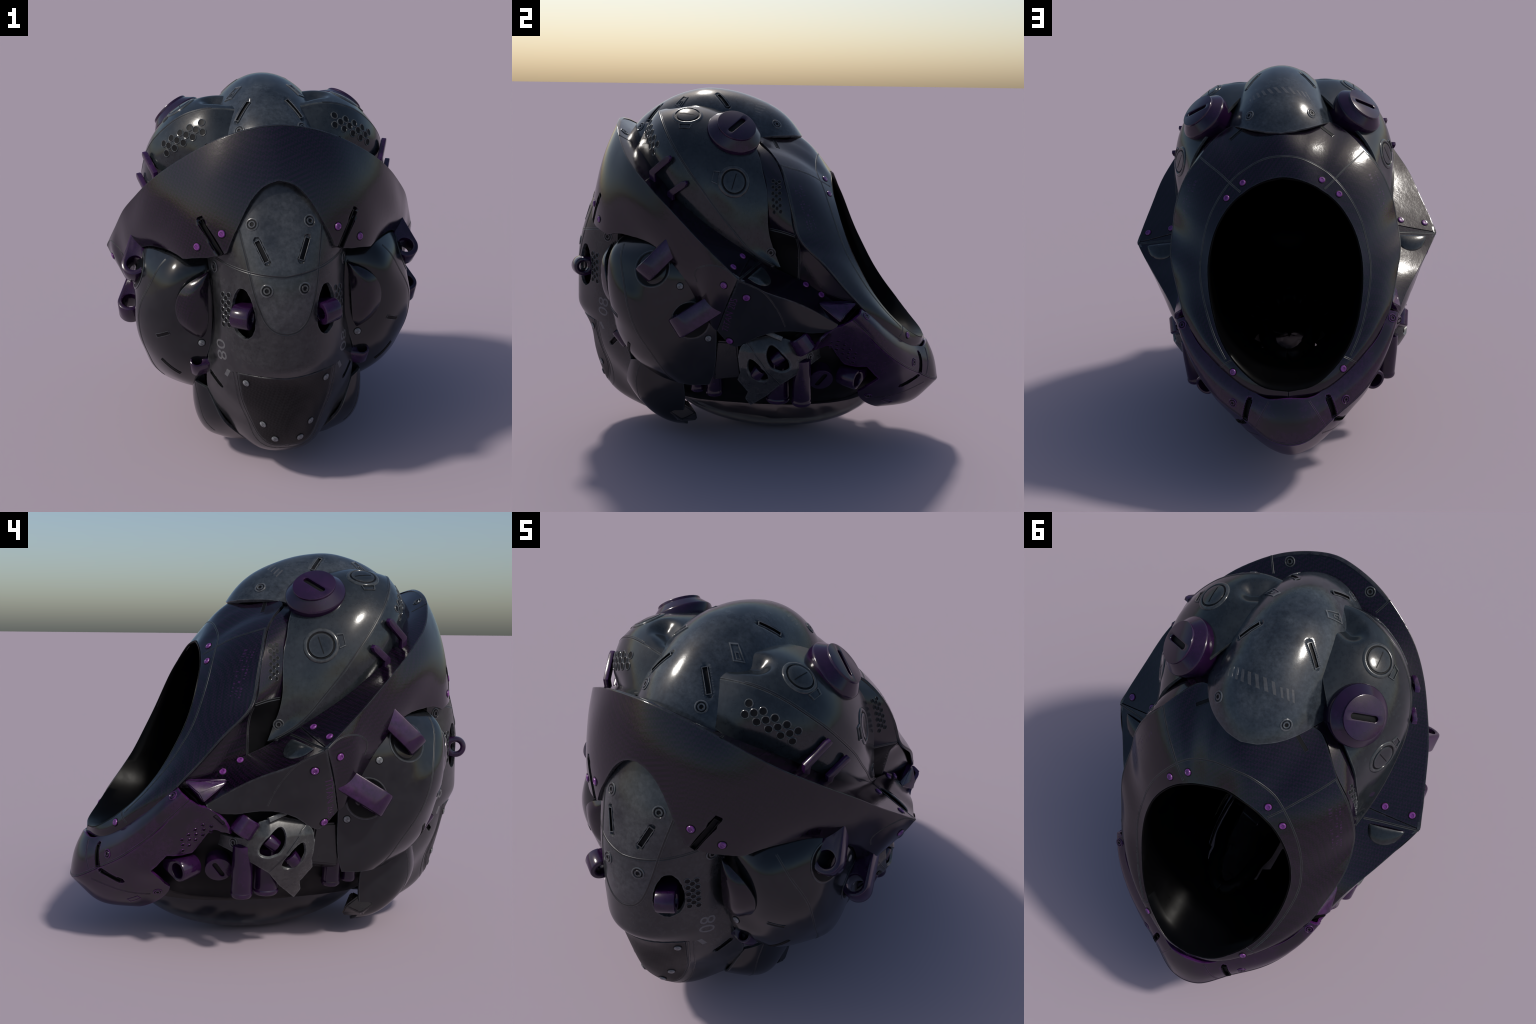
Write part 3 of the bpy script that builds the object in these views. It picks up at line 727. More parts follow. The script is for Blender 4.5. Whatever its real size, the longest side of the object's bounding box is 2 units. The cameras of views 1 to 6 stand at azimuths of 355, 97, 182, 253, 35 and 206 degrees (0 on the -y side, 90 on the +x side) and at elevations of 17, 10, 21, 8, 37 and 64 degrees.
def lay(pan, M, V, ground=True):
    """Map local (x, y, height) points onto a panel around frame M."""
    out = []
    for v in V:
        p, n = pan.snap(M @ Vector((v[0], v[1], 0))); out.append(p + n * v[2])
    return out

def flat_seam(pan, pts, r=.0028, smooth=True, step=.012):
    P = pan.path(pts, step, smooth)
    Nn = A([pan.snap(p)[1] for p in P])
    T = np.gradient(P, axis=0); T /= np.linalg.norm(T, axis=1, keepdims=True)
    S = np.cross(Nn, T)
    V, F, I = [], [], []
    prof = [(-1.9, -1.2, 0), (-1.7, .32, 1), (-1.0, .38, 1), (-.8, .12, 0), (.8, .12, 0), (1.0, .38, 1), (1.7, .32, 0), (1.9, -1.2, 0)]
    k = len(prof)
    for p, n, q in zip(P, Nn, S):
        V += [tuple(p + q * a * r + n * b * r) for a, b, _ in prof]
    for i in range(len(P) - 1):
        for j in range(k - 1):
            F.append((i * k + j, i * k + j + 1, (i + 1) * k + j + 1, (i + 1) * k + j)); I.append(1 if prof[j][2] else 0)
    return V, F, I

M_SEAM = metal('seam_shadow', (.0025, .0028, .0035), (.004, .0045, .005), (.01, .01, .01), .35, .3)
M_WORN = metal('worn_seam_edge', (.022, .024, .027), (.05, .053, .056), (.08, .08, .08), .3)
M_WORNP = metal('worn_purple_edge', (.022, .005, .030), (.060, .011, .085), (.08, .015, .1), .28)
def seam(pan, pts, parent, sides=2, r=.0028, smooth=True, edge=None):
    V, F, I = flat_seam(pan, pts, r, smooth)
    me = mesh_of('panel_seam', V, F, [M_SEAM, edge or M_WORN], 180, I)
    return both('panel_seam', me, parent) if sides == 2 else add('panel_seam', me, parent)

def lathe_mesh(name, prof, mats, idx=None, seg=28):
    V, F = lathe(prof, seg)
    I = None
    if idx: I = [idx[i // seg] for i in range(seg * (len(prof) - 1))] + [0, idx[-1]]
    return mesh_of(name, V, F, mats, 35, I)

me_rp = lathe_mesh('rivet', [(.0205, -.004), (.0205, .0006), (.0165, .0012), (.0158, .0035), (.0135, .0062), (.0085, .0068), (.0075, .0052), (.0008, .005)], [M_RIVP, M_PIT], [1, 1, 0, 0, 0, 0, 0])
me_rg = lathe_mesh('rivet', [(.019, -.004), (.019, .0006), (.0155, .0012), (.015, .0035), (.012, .0055), (.0008, .006)], [M_RIVG, M_PIT], [1, 1, 0, 0, 0])
def screw_mesh(mat, R=.027):
    return lathe_mesh('screw', [(R, -.004), (R, .0015), (R * .92, .003), (R * .78, .003), (R * .70, .0008), (R * .6, .0008), (R * .54, .0036), (R * .32, .0036), (R * .24, .001), (.0006, .001)], [mat, M_PIT], [0, 0, 0, 0, 1, 0, 0, 1, 1])
me_sg = screw_mesh(M_STEEL); me_sd = screw_mesh(M_SHELL, .025); me_sp = screw_mesh(M_GUARD, .022); me_sj = screw_mesh(M_JAW, .024); me_sn = screw_mesh(M_SPINE, .028)

def stud(me, pan, p, parent, sides=2, sc=1.):
    q, n = pan.snap(p); M = frame(q, n, (0, 0, 1)) @ Matrix.Diagonal((sc, sc, sc, 1))
    nm = me.name.split('.')[0]
    return both(nm, me, parent, M) if sides == 2 else add(nm, me, parent, M)

def capsule(L, w, n=10):
    h = L / 2 - w / 2
    return [(h + w / 2 * math.cos(a), w / 2 * math.sin(a)) for a in np.linspace(-math.pi / 2, math.pi / 2, n)] + \
           [(-h + w / 2 * math.cos(a), w / 2 * math.sin(a)) for a in np.linspace(math.pi / 2, 3 * math.pi / 2, n)]
def rrect(L, w, r=.15):
    return [(L / 2, -w / 2), (L / 2, w / 2), (-L / 2, w / 2), (-L / 2, -w / 2)]

def ring_strip(loop_in, loop_out, hi, ho, h_mid):
    """Closed raised band between two 2D loops of equal length."""
    n = len(loop_in); V, F = [], []
    rows = [(loop_out, ho), (None, h_mid), (None, h_mid), (loop_in, hi)]
    lo, li = A(loop_out), A(loop_in)
    R = [np.c_[lo, np.full(n, ho)], np.c_[lo * .75 + li * .25, np.full(n, h_mid)], np.c_[lo * .25 + li * .75, np.full(n, h_mid)], np.c_[li, np.full(n, hi)]]
    V = np.concatenate(R)
    for k in range(3):
        for i in range(n): F.append((k * n + i, k * n + (i + 1) % n, (k + 1) * n + (i + 1) % n, (k + 1) * n + i))
    return [tuple(v) for v in V], F

def dense(loop, h=.006):
    Q = []
    for a, b in zip(A(loop), np.roll(A(loop), -1, 0)):
        k = max(1, int(np.linalg.norm(b - a) / h)); Q += [a + (b - a) * i / k for i in range(k)]
    return A(Q)

def groove(pan, p0, p1, w, parent, mat=None, sides=2, name='slot', rim=.16):
    """Framed slot: raised lip around a dark sunken floor."""
    deep = 0
    if hasattr(pan, 'orig') and mat is not M_CARBON: deep = .85 * pan.deep; pan = pan.orig
    p0, p1 = A(p0), A(p1); c, n = pan.snap((p0 + p1) / 2)
    L = np.linalg.norm(p1 - p0); M = frame(c, n, p1 - p0)
    lo = dense(rrect(L, w)); cen = lo * A([1 - 2 * rim * w / L, 1 - 2 * rim])
    V, F = ring_strip(cen, lo, .0004, -.003, .0022)
    k = len(V); V += [(a, b, .0006) for a, b in cen]; m = len(cen)
    # floor as strips across
    ns = max(3, int(L / .008)); fx = np.linspace(-1, 1, ns) * L / 2 * (1 - 2 * rim * w / L)
    V = V[:k]; wy = w / 2 * (1 - 2 * rim)
    FV = [(x, y, .0007 - deep) for x in fx for y in (-wy, wy)]
    F2 = [(k + 2 * i, k + 2 * i + 2, k + 2 * i + 3, k + 2 * i + 1) for i in range(ns - 1)]
    if deep:                                       # side walls
        o = k + len(FV); WV = [(a, b, z) for z in (.0004, -deep - .002) for a, b in cen]
        F2 += [(o + i, o + (i + 1) % m, o + m + (i + 1) % m, o + m + i) for i in range(m)]; FV += WV
    W = lay(pan, M, V + FV)
    me = mesh_of(name, W, F + F2, [mat or M_STEEL, M_PIT], 40, [0] * len(F) + [1] * len(F2))
    return both(name, me, parent) if sides == 2 else add(name, me, parent)

def vent(pan, pts, r, parent, mat, name='vent_hole', floor=-.002):
    prof = [(r * 1.18, -.003), (r * 1.15, .0008), (r * 1.02, .0026), (r * .88, .002), (r * .84, .0008), (.0006, .0006)]  # skin is uncut; a flat black centre paints the darkness inside each hole
    me = lathe_mesh(name, prof, [mat, M_PIT], [0, 0, 0, 0, 1], 18)
    for p in pts: stud(me, pan, p, parent)

D = PAN
# ---- crown
stud(me_sg, D['dome'], (.16, .118, 1.673), crown); stud(me_sg, D['dome'], (.144, -.611, 1.645), crown)
groove(D['dome'], (.112, -.200, 1.815), (.180, -.135, 1.755), .024, crown)
groove(D['dome'], (.083, -.511, 1.753), (.146, -.565, 1.677), .026, crown)
def badge(pan, corners, parent):
    c = A(corners); m, n = pan.snap(c.mean(0)); M = frame(m, n, c[1] - c[0]); Mi = M.inverted()
    L = A([tuple((Mi @ Vector(p)))[:2] for p in c]); lo = dense(L); g = lo.mean(0)
    V, F = ring_strip(g + (lo - g) * .70, lo, -.001, -.003, .004)
    k = len(V); h = dense(L * .42 + (L[1] * .3 + L[2] * .3) * .55); V2, F2 = ring_strip(h.mean(0) + (h - h.mean(0)) * .55, h, .001, -.002, .0035)
    W = lay(pan, M, V + V2)
    both('inset_badge', mesh_of('inset_badge', W, F + [tuple(i + k for i in f) for f in F2], M_STEEL, 40), parent)
badge(D['dome'], [(.098, -.380, 1.804), (.152, -.422, 1.754), (.186, -.384, 1.738), (.123, -.352, 1.796)], crown)
for i in range(11):   # faded hazard bars
    x = -.150 + .0285 * i
    q = A([(x, .030, 1.71), (x + .013, .030, 1.71), (x + .034, -.008, 1.74), (x + .021, -.008, 1.74)])
    w = [1., .8, .55, .9, 1, 1, .95, 1, 1, .9, .5][i]
    q = q[0] * (1 - w) * .5 + q * (1 - (1 - w) * .5)
    G = [q[0] * (1 - a) * (1 - b) + q[1] * a * (1 - b) + q[2] * a * b + q[3] * (1 - a) * b for b in np.linspace(0, 1, 6) for a in (0, .5, 1)]
    decal(D['dome'], G, [(r * 3 + k, r * 3 + k + 1, r * 3 + k + 4, r * 3 + k + 3) for r in range(5) for k in range(2)], M_BAR, 'hazard_bar', crown, .0002, .002, False)

# ---- face frame
FR = D['frame']
seam(FR, [(.412, .165, 1.48), (.367, .228, 1.458), (.303, .303, 1.426), (.252, .357, 1.391), (.203, .402, 1.36)], face)
seam(FR, [(0, .322, 1.508), (.08, .322, 1.50), (.138, .322, 1.475), (.206, .331, 1.435), (.267, .359, 1.381), (.331, .40, 1.30), (.382, .445, 1.188),
          (.403, .483, 1.095), (.411, .509, 1.04), (.405, .575, .93), (.376, .65, .819), (.337, .725, .726), (.293, .785, .656)], face)
seam(FR, [(.264, .793, .656), (.320, .777, .615)], face)
edge_in = [(.418, .163, 1.478), (.487, .20, 1.396), (.543, .238, 1.27), (.566, .272, 1.148), (.572, .385, 1.035), (.54, .485, .915), (.50, .585, .80)]
seam(FR, [tuple(A(e) * .95 + A(m) * .05) for e, m in zip(edge_in, [(.32, .303, 1.418), (.385, .335, 1.348), (.443, .378, 1.237), (.477, .42, 1.112), (.485, .495, 1.0), (.46, .58, .88), (.42, .665, .775)])], face, r=.002)
for p in [(.194, .378, 1.403), (.273, .401, 1.332), (.254, .81, .605)]: stud(me_rp, FR, p, face, sc=.95)
groove(FR, (.190, .100, 1.615), (.265, .140, 1.563), .022, face, M_CARBON)

def text_mesh(txt, size, extr=0):
    cu = bpy.data.curves.new('tmp', 'FONT'); cu.body = txt; cu.size = size; cu.resolution_u = 3
    ob = bpy.data.objects.new('tmp', cu); bpy.context.scene.collection.objects.link(ob)
    dg = bpy.context.evaluated_depsgraph_get(); dg.update()
    me = bpy.data.meshes.new_from_object(ob.evaluated_get(dg)); bpy.data.objects.remove(ob)
    V = [tuple(v.co)[:2] for v in me.vertices]; F = [tuple(p.vertices) for p in me.polygons]; bpy.data.meshes.remove(me)
    return V, F
def lettering(pan, txt, size, o, R, U, mat, parent, name='lettering', slant=0):
    V, F = text_mesh(txt, size); o, R, U = A(o), A(R), A(U); R = R / np.linalg.norm(R); U = U / np.linalg.norm(U)
    decal(pan, [o + R * (x + slant * y) + U * y for x, y in V], F, mat, name, parent, .0004, .002)
# small worn print on the frame: rows of ticks
rng = random.Random(5)
o = A([.425, .245, 1.375]); R = A([.045, .075, -.165]); R /= np.linalg.norm(R); U = A([-.5, .85, .1])
for row, (off, n, h) in enumerate([(0.0, 13, .016), (-.024, 17, .012), (-.042, 17, .010)]):
    for i in range(n):
        if rng.random() < .2: continue
        a = i * (.235 / n); w = rng.choice([.004, .007, .010]); hh = h * rng.choice([.5, 1, 1])
        q = [o + R * (a + dx) + U * (off + dy) for dx, dy in ((0, 0), (w, 0), (w, hh), (0, hh))]
        decal(FR, q, [(0, 1, 2, 3)], M_TICK, 'worn_print', face, .0003, .002)

# ---- side shells
for k in (0, 1):
    pass
SH, RR = D['shell'], D['shellrear']
def latch(pan, c, tab, parent):
    q, n = pan.snap(c); M = frame(q, n, A(tab) - A(c)); R = .076
    V, F = [], []
    prof = [(R * 1.06, -.004), (R * 1.04, .0015), (R * .98, .004), (R * .88, .0055), (R * .82, .004), (R * .80, .0005), (R * .73, .0005), (R * .70, .0045), (R * .62, .005), (R * .3, .0045), (.001, .0045)]
    v, f = lathe(prof, 48); f = f[:-2]
    I = [0 if k not in (5,) else 1 for k in range(len(prof) - 1) for _ in range(48)]
    v = lay(pan, M, v); V += v; F += f
    # pull tab
    L = dense([(R * .99, -.036), (R * 1.42, -.030), (R * 1.42, .030), (R * .99, .036)]); g = L.mean(0)
    v, f = ring_strip(g + (L - g) * .72, L, .0005, -.003, .0045); o = len(V); V += lay(pan, M, v); F += [tuple(i + o for i in x) for x in f]; I += [0] * len(f)
    # cross slot in the middle
    fx = np.linspace(-.04, .04, 7); v = [(y * .08 + dy, y, .0056) for y in fx for dy in (-.002, .002)]; o = len(V)
    V += lay(pan, M, v); F += [(o + 2 * i, o + 2 * i + 1, o + 2 * i + 3, o + 2 * i + 2) for i in range(6)]; I += [1] * 6
    both('round_latch', mesh_of('round_latch', V, F, [M_SHELL, M_PIT], 50, I), parent)
latch(SH, (.379, -.305, 1.704), (.469, -.304, 1.652), shells)
latch(SH, (.529, -.052, 1.402), (.569, -.132, 1.429), shells)
stud(me_sd, SH, (.501, .132, 1.059), shells)
rline = [tuple(A(a) * .93 + A(b) * .07) for a, b in zip(ridge, sh2)][1:]
seam(SH, rline, shells, r=.0032)
e1 = A([.029, .018, .009]); e2 = A([.041, .020, -.025]); h0 = A([.296, -.539, 1.632])
hp = [h0 + e1 * j + e2 * k for k in range(4) for j in range(3)] + [h0 + e1 * 1 - e2 * .5 + A([-.005, .012, .02]), h0 + e2 * 4 + e1 * .0]
vent(RR, hp, .0158, shellr, M_SHELL)
# hooks on the rear face
def hook(p0, p1, p2, parent):
    p0, p1, p2 = A(p0), A(p1), A(p2); d = (p1 - p0); n = np.cross(p2 - p1, d); n /= np.linalg.norm(n)
    M = frame(p1, n, d); Mi = M.inverted()
    a, b, c = [A(tuple(Mi @ Vector(p)))[:2] for p in (p0, p1, p2)]
    u = (b - a) / np.linalg.norm(b - a); w = (c - b) / np.linalg.norm(c - b); pu = A([-u[1], u[0]]); pw = A([-w[1], w[0]]); h = .016
    if pu @ w > 0: pu, pw = -pu, -pw
    k = (pu + pw) / (1 + pu @ pw)
    loop = [a + pu * h * .5, a + u * .018 + pu * h, b + k * h, c + pw * h, c - pw * h, b - k * h, a + u * .018 - pu * h, a - pu * h * .5]
    loop = [tuple(x) for x in loop]
    me = mesh_of('hook', *xf(extrude(loop, .024, .004), M), M_PURPLE, 30)
    both('hook', me, parent)
hook((.565, -.352, 1.520), (.522, -.448, 1.440), (.512, -.450, 1.34), shellr)
hook((.602, -.265, 1.404), (.568, -.348, 1.345), (.556, -.352, 1.255), shellr)

# ---- knobs
def knob():
    n = A([.6, .35, .72]); M = frame(A([.429, -.052, 1.668]) + n / np.linalg.norm(n) * .006, n, (.120, -.061, -.055))
    lo = lathe([(.02, -.030), (.093, -.016), (.0955, -.009), (.131, -.043), (.1345, -.047), (.1355, -.053), (.134, -.082), (.124, -.105), (.118, -.16)], 56)
    top = extrude(circle(.097, 56), .018, .003, [capsule(.128, .026, 8)]); top = xf(top, Matrix.Translation((0, 0, -.009)))
    v, f = join([lo, top])
    kn = both('slotted_knob', mesh_of('slotted_knob', *xf((v, f), M), M_PURPLE, 32), root)
    fl = box(.14, .034, .004, .001)
    both('knob_slot_floor', mesh_of('knob_slot_floor', *xf(xf(fl, Matrix.Translation((0, 0, -.0145))), M), M_PIT), kn)
knob()

# ---- collar flange
FG = D['flange']; SF = D['shelf']
for p in [(.251, -.831, 1.243), (.354, -.769, 1.176), (.763, -.054, .945)]: stud(me_rp, FG, p, flange)
groove(FG, (.258, -.835, 1.150), (.336, -.770, 1.294), .026, flange, M_PIT, rim=.12)
seam(FG, curve([(.795, .01, .985), (.780, -.043, 1.022), (.765, -.124, 1.035), (.757, -.175, 1.022), (.741, -.225, .975), (.738, -.22, .93)], 12), flange, r=.002)
for p in [(.612, .01, 1.057), (.740, -.016, 1.026)]: stud(me_rp, SF, p, shelf)
stud(me_sd, SF, (.198, -.668, 1.627), shelf)
seam(SF, [(.295, -.682, 1.612), (.252, -.63, 1.55)], shelf)
seam(D['slope'], [(.795, .022, .98), (.70, .035, .98), (.60, .05, .985), (.53, .065, .99)], slope, r=.0035)
# scooped cup on the slope
def cup(pan, pts, parent):
    a, b, c = [pan.snap(p)[0] for p in pts]; n = pan.snap((a + b + c) / 3)[1]
    V, F = [], []
    m = 24; k = 8; ax = (b - a) / 2; mid = (a + b) / 2; dn = c - mid
    for i in range(k + 1):
        s = i / k
        for j in range(m + 1):
            t = j / m * math.pi
            e = mid + ax * -math.cos(t) * (1 - .0 * s) + dn * math.sin(t) * s
            q, nn = pan.snap(e); V.append(q + nn * (.0012 + .022 * math.sin(t) * (1 - s) * (s + .35) * 1.6))
    F = [(i * (m + 1) + j, i * (m + 1) + j + 1, (i + 1) * (m + 1) + j + 1, (i + 1) * (m + 1) + j) for i in range(k) for j in range(m)]
    pl = Panel(V, F, lambda q: 0 * q + n)
    both('scoop', mesh_of('scoop', *solid(pl, .004, .001), M_SHELL, 60), parent)
cup(D['slope'], [(.565, .075, .975), (.735, .045, .965), (.655, .150, .935)], slope)

# ---- cheek plate
CK = D['cheek']
for p in [(.742, .049, .883), (.585, -.049, .640)]: stud(me_rp, CK, p, cheek, sc=1.08)
stud(me_rp, D['slope'], (.506, .309, .908), slope); stud(me_rp, D['slope'], (.498, .383, .855), slope)
seam(CK, [(.790, .02, .972), (.742, .119, .918), (.700, .168, .853), (.666, .203, .784), (.643, .225, .720)], cheek, r=.002)
ctext = A([.722, -.003, .845]); cR = A([-.075, -.058, -.165]); cU = A([.25, -.5, .05])
# reads downwards on one side and upwards on the other
def one_side(pan, txt, size, o, R, U, mat, parent, name, slant=0, lift=.0004):
    V, F = text_mesh(txt, size); o, R, U = A(o), A(R), A(U); R = R / np.linalg.norm(R); U = U / np.linalg.norm(U)
    Q, n0 = [], None
    for x, y in V:
        q, nn = pan.snap(o + R * (x + slant * y) + U * y); Q.append(q + nn * lift); n0 = nn
    pl = Panel(Q, F)
    if pl._fn()[0].sum(0) @ n0 < 0: pl = Panel(Q, [f[::-1] for f in F])
    return solid(pl, .002, .0006)
MX = A([-1, 1, 1])
vf = one_side(CK, 'TITAN 205', .052, ctext, cR, cU, M_MARKP, cheek, 'lettering')
add('lettering', mirror_mesh(mesh_of('lettering', *vf, M_MARKP, 30)), cheek[1])
vf = one_side(CK, 'TITAN 205', .052, ctext + cR / np.linalg.norm(cR) * .205 + cU * .0, -cR, cU, M_MARKP, cheek, 'lettering')
add('lettering', mesh_of('lettering', *vf, M_MARKP, 30), cheek[0])

# ---- recess wall
RC = D['recess']
ra, rb = A([.474, .152, 1.408]), A([.519, .165, 1.265]); rd = (rb - ra); side = A([.02, .035, .012])
vent(RC, [ra + rd * (i / 5.) - side * .42 for i in range(6)] + [ra + rd * ((i + .5) / 5.) for i in range(5)] + [ra + rd * ((i + .15) / 5.) + side * .42 for i in range(6)], .0088, recess, M_SHELL, 'vent_dimple')
seam(RC, [(.507, .122, 1.172), (.535, .19, 1.165), (.556, .255, 1.15)], recess, r=.004)
seam(RC, [(.550, .262, 1.14), (.53, .27, 1.05), (.512, .268, .96), (.50, .268, .905)], recess, r=.003)

# ---- chin guard
GU, GL = D['guardup'], D['guardlow']
stud(me_sp, GU, (.502, .597, .753), gup); stud(me_sp, GU, (.263, .855, .467), gup)
seam(GU, [(.092, .918, .500), (.125, .925, .435), (.160, .924, .369)], gup, edge=M_WORNP)
ge = [tuple(A(a) * .93 + A(b) * .07) for a, b in zip(g_rdg, g_m)]
seam(GU, ge + [], gup, edge=M_WORNP)
seam(GL, [(.0, .93, .235), (.145, .915, .33)][1:] + [(.184, .864, .306), (.224, .765, .273), (.245, .66, .255)], glow, r=.0025, edge=M_WORNP)
groove(GU, (.186, .892, .497), (.206, .888, .392), .026, gup, M_PIT, rim=.1)
groove(GL, (.213, .880, .380), (.256, .797, .334), .022, glow, M_PIT, rim=.1)
groove(GL, (.172, .750, .215), (.212, .705, .240), .03, glow, M_GUARD)
stud(me_sp, GL, (.253, .628, .270), glow)
ha, hb = A([.445, .567, .520]), A([.505, .455, .605]); hd = hb - ha; hs = A([.012, .02, .022])
vent(GL, [ha + hd * (i / 4.) - hs * .8 for i in range(5)] + [ha + hd * ((i + .5) / 4.) for i in range(5)] + [ha + hd * ((i + .8) / 4.) + hs * .8 for i in range(4)], .0078, glow, M_GUARD, 'vent_dimple')
# wedge cover and bar closing the guard's upper end
def hull(name, pts, mat, parent, bev=.004):
    bm = bmesh.new()
    for p in pts: bm.verts.new(p)
    bmesh.ops.convex_hull(bm, input=bm.verts)
    bmesh.ops.dissolve_limit(bm, angle_limit=.03, verts=bm.verts, edges=bm.edges)
    bmesh.ops.bevel(bm, geom=list(bm.edges), offset=bev, segments=2, affect='EDGES')
    me = bpy.data.meshes.new(name); bm.to_mesh(me); bm.free(); me.materials.append(mat)
    me.polygons.foreach_set('use_smooth', np.ones(len(me.polygons), bool)); me.set_sharp_from_angle(angle=math.radians(35))
    return both(name, me, parent)
hull('wedge_cover', [(.552, .372, .824), (.530, .385, .832), (.512, .557, .822), (.48, .55, .83), (.558, .507, .776), (.562, .487, .738), (.50, .36, .80), (.47, .50, .74), (.50, .46, .72)], M_PURPLE, gup)
hull('guard_hinge_bar', [(.505, .572, .803), (.550, .520, .757), (.545, .498, .722), (.49, .50, .72), (.47, .56, .79), (.552, .505, .73)], M_SEAM, gup, .003)

# ---- rear spine
SP = D['spine']
for p in [(.124, -.866, 1.286), (.079, -.962, 1.018), (.288, -.751, 1.075), (.302, -.70, .555)]: stud(me_sn, SP, p, spine)
groove(SP, (.072, -.935, 1.135), (.112, -.905, 1.225), .028, spine, M_SPINE)
tong = [(.180, -.85, 1.26), (.166, -.88, 1.19), (.149, -.92, 1.09), (.129, -.947, .99), (.108, -.965, .92), (.082, -.98, .868), (.040, -.993, .835), (0, -.997, .827)]
seam(SP, tong, spine, r=.0035)
seam(SP, [(.279, -.764, 1.119), (.233, -.835, 1.106), (.152, -.915, 1.090), (.056, -.959, 1.078), (0, -.966, 1.073)], spine, r=.0035)
sa, sb = A([.246, -.834, .972]), A([.250, -.834, .834]); sd = sb - sa; sw = A([.011, .016, 0])
vent(SP, [sa + sd * i / 4. - sw for i in range(5)] + [sa + sd * i / 4. + sw + sd * .04 for i in range(5)] + [sa + sd * (i + .5) / 4. for i in range(4)], .0125, spine, M_SPINE, 'vent_dimple')
nargs = (.105, (.296, -.752, .742), (-.003, -.005, -.06), (-.04, -.07, .026), M_MARK, spine, 'painted_number', .15)
add('painted_number', mesh_of('painted_number', *one_side(SP, '80', *nargs), M_MARK, 30), spine)
add('painted_number', mirror_mesh(mesh_of('painted_number', *one_side(SP, '08', *nargs), M_MARK, 30)), spine)
decal(SP, [(.262, -.808, .606), (.250, -.826, .600), (.258, -.80, .565), (.268, -.782, .572)], [(0, 1, 2, 3)], M_MARK, 'painted_mark', spine, .0004, .002)
groove(SP, (.320, -.690, .550), (.284, -.745, .498), .018, spine, M_PIT, rim=.1)
# lower back plate with rivets
pl_half = curve([(.2135, -.858, .606), (.203, -.845, .52), (.180, -.818, .41), (.145, -.80, .32), (.105, -.805, .262), (.06, -.825, .23), (0, -.845, .218)], 50)
pl_top = [(.0, -.96, .612), (.07, -.955, .613), (.15, -.91, .613)]
ph = np.concatenate([A(pl_top), pl_half]); pf = np.concatenate([ph, (ph * A([-1, 1, 1]))[::-1][1:-1]])
M_BACK = metal('back_plate_weave', (.003, .0028, .003), (.0045, .0043, .0045), (.05, .05, .055), .42, .5, weave=(.0095, .009, .0095))
M_BACK.node_tree.nodes['Principled BSDF'].inputs['Specular IOR Level'].default_value = .22
bp = cut_panel(spine_S, pf, h=.0075, out=OUT); bp.V = bp.V + bp.N * .003; D['back'] = bp
back = build('back_plate', bp, M_BACK, .014, .003, parent=spine)
seam(SP, curve([tuple(A(p) * A([1.035, 1, 1]) + A([.003, 0, -.004])) for p in pl_half[:-1:4]] + [(0, -.838, .210)], 40), spine, r=.0042)
for p in [(.172, -.865, .565), (.107, -.849, .342), (.051, -.84, .274)]: stud(me_rg, bp, p, back, sc=1.05)
seam(SP, curve([(.236, -.835, .60), (.226, -.825, .51), (.203, -.795, .40), (.168, -.775, .30), (.125, -.77, .235), (.07, -.80, .20), (0, -.82, .19)], 30), spine, r=.002)

# ---- lugs (teardrop eyelets)
def lug(C, axis, apex, r, w, L, hole, parent, name='eyelet_lug', mat=None, n=28):
    ax = Vector(axis).normalized(); M = frame(C, ax, apex)
    al = math.acos(min(.98, (r - .014) / L)); loop = [(r * math.cos(a), r * math.sin(a)) for a in np.linspace(al, 2 * math.pi - al, n)]
    k = .022
    loop += [(L, -k), (L, k)]
    vf = extrude(loop, w, min(.009, w * .1), [circle(hole, 24)] if hole else [])
    return both(name, mesh_of(name, *xf(vf, M), mat or M_PURPLE, 32), parent)
def dark_cup(C, nrm, r, parent, h=.004):
    me = lathe_mesh('recess_ring', [(r * 1.08, -.02), (r * 1.06, .002), (r, .004), (r * .96, .001), (r * .9, -.0), (.001, .0005)], [M_DARK, M_PIT], [0, 0, 0, 1, 1])
    both('recess_ring', me, parent, frame(C, nrm))
PD = D['pod']
lug((.641, -.434, .996), (-.08, .70, -.71), (-.07, .68, .73), .063, .092, .165, .036, pods)
lug((.688, -.258, .737), (.0, .54, -.84), (-.09, .84, .53), .062, .106, .182, .038, pods)
for c in [(.640, -.43, .985), (.648, -.235, .735)]:
    q, nn = PD.snap(c); V, F = lathe([(.098, -.01), (.097, .002), (.092, .003), (.088, .0012), (.0006, .001)], 40); M = frame(q, nn)  # flat disc with a black middle; the pod skin is not hollowed here
    both('recess_ring', mesh_of('recess_ring', lay(PD, M, V), F, [M_DARK, M_PIT], 60, [0, 0, 0, 1] * 0 + [0] * 120 + [1] * 40 + [0, 1]), pods)
for p in [(.653, -.287, .907), (.625, -.153, .64)]: stud(me_rg, PD, p, pods, sc=1.0)
stud(me_rg, PD, (.360, -.696, .697), pods)
groove(PD, (.560, -.622, .722), (.498, -.668, .752), .022, pods, M_DARK)
groove(PD, (.550, -.571, .583), (.462, -.590, .506), .020, pods, M_PIT)
seam(PD, [(.511, -.615, 1.095), (.558, -.606, 1.0), (.628, -.571, .87), (.642, -.524, .70), (.617, -.465, .59), (.59, -.40, .475), (.55, -.36, .40)], pods, r=.003)
lug((.184, -.925, .895), (.86, .50, .06), (-.5, .86, .0), .052, .084, .15, .025, spine)
lug((.385, -.650, .568), (.0, .62, -.78), (-.9, -.2, .30), .034, .095, .075, .021, pods)
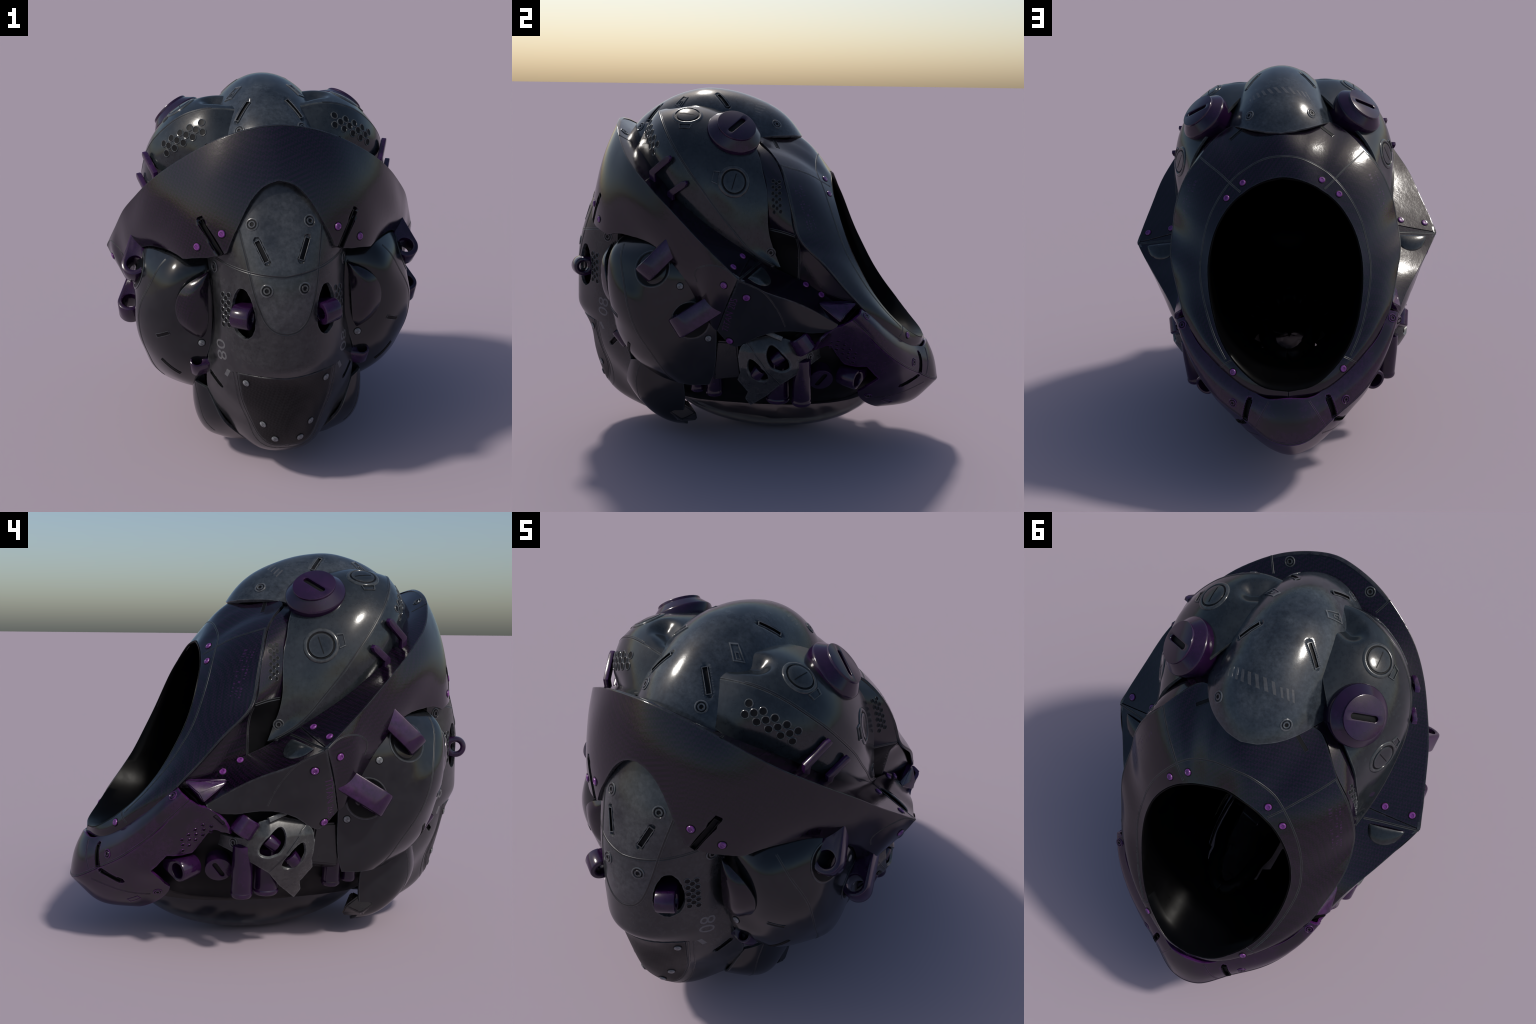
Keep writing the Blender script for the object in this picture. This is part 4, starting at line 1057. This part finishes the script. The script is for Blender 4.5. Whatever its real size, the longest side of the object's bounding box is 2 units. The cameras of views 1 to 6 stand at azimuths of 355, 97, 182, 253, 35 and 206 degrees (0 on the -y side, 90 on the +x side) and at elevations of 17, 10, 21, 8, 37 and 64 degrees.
# dark sockets behind the spine loops
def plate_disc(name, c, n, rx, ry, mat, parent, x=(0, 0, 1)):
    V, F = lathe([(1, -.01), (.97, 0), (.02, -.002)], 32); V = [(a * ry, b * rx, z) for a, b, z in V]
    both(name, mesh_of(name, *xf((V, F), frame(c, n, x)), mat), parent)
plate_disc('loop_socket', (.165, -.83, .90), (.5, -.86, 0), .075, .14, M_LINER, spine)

# ---- jaw mechanics
JW = D['jaw']
stud(me_sj, JW, (.527, .368, .540), jaw)
seam(JW, [(.59, .031, .632), (.612, .11, .53), (.585, .192, .414)], jaw, r=.003)
both('jaw_lock_bar', mesh_of('jaw_lock_bar', *xf(box(.085, .022, .03, .004), frame((.603, .168, .668), (1, 0, .25), (0, -.075, .028))), M_JAW, 30), jaw)
both('screw', me_sd, root, frame((.535, -.037, .514), (.95, -.2, -.2)))
lug((.585, .185, .548), (-.1, .75, .65), (-1, 0, .3), .030, .060, .07, .014, jaw)
lug((.575, .085, .468), (.1, .62, .78), (-1, 0, .4), .034, .05, .07, .014, jaw)
def canister(p, r, h, parent):
    me = lathe_mesh('canister', [(r * .3, -.002), (r * .88, 0), (r * .97, .006), (r, .016), (r * .98, .022), (r * .94, .026), (r * .96, .034), (r * .95, h * .6), (r * .92, h * .85), (r * .88, h), (r * .3, h + .01)], [M_PURPLE], None, 36)
    both('canister', me, parent, frame(p, (.10, 0, 1), (1, 0, 0)))
canister((.500, .298, .292), .050, .24, jaw); canister((.462, .175, .292), .062, .22, jaw)
canister((.430, -.156, .298), .045, .17, jaw); canister((.425, -.245, .312), .036, .12, jaw)
def disc():
    M = frame((.458, .392, .408), (.86, .22, -.40), (.25, -.35, -.8))
    lo = lathe([(.02, -.02), (.058, -.012), (.060, -.006), (.062, -.03), (.055, -.13)], 40); top = xf(extrude(circle(.061, 40), .012, .003, [capsule(.085, .022, 8)]), Matrix.Translation((0, 0, -.006)))
    o = both('slotted_disc', mesh_of('slotted_disc', *xf(join([lo, top]), M), M_PURPLE, 32), jaw)
    both('knob_slot_floor', mesh_of('knob_slot_floor', *xf(xf(box(.09, .03, .004, .001), Matrix.Translation((0, 0, -.010))), M), M_PIT), o)
disc()
lug((.405, .530, .415), (.45, .88, -.12), (-.9, .2, .2), .052, .105, .10, .034, gup)
both('barrel_stud', lathe_mesh('barrel_stud', [(.02, -.05), (.048, -.046), (.053, -.040), (.053, .036), (.048, .042), (.036, .042), (.033, .02), (.001, .018)], [M_PURPLE, M_PIT], [0, 0, 0, 0, 0, 1, 1], 32), jaw, frame((.565, .300, .626), (.10, -.55, .83)))
groove(GL, (.562, .442, .672), (.560, .392, .640), .026, glow, M_PIT)
# dark filler block behind the pod front edge
hull('side_block', [(.585, -.12, .62), (.585, -.02, .62), (.565, -.14, .42), (.56, .0, .44), (.45, -.16, .38), (.45, .02, .40), (.45, -.12, .64), (.45, 0, .64)], M_BLOCK, jaw, .008)
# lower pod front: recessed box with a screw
hull('pod_foot', [(.385, -.41, .17), (.38, -.34, .125), (.36, -.265, .16), (.30, -.27, .10), (.28, -.40, .072), (.25, -.34, .20), (.37, -.33, .21)], M_BLOCK, lowpods, .007)
seam(D['lowpod'], [(.395, -.55, .44), (.384, -.575, .36), (.365, -.575, .27), (.315, -.545, .18)], lowpods, r=.002)
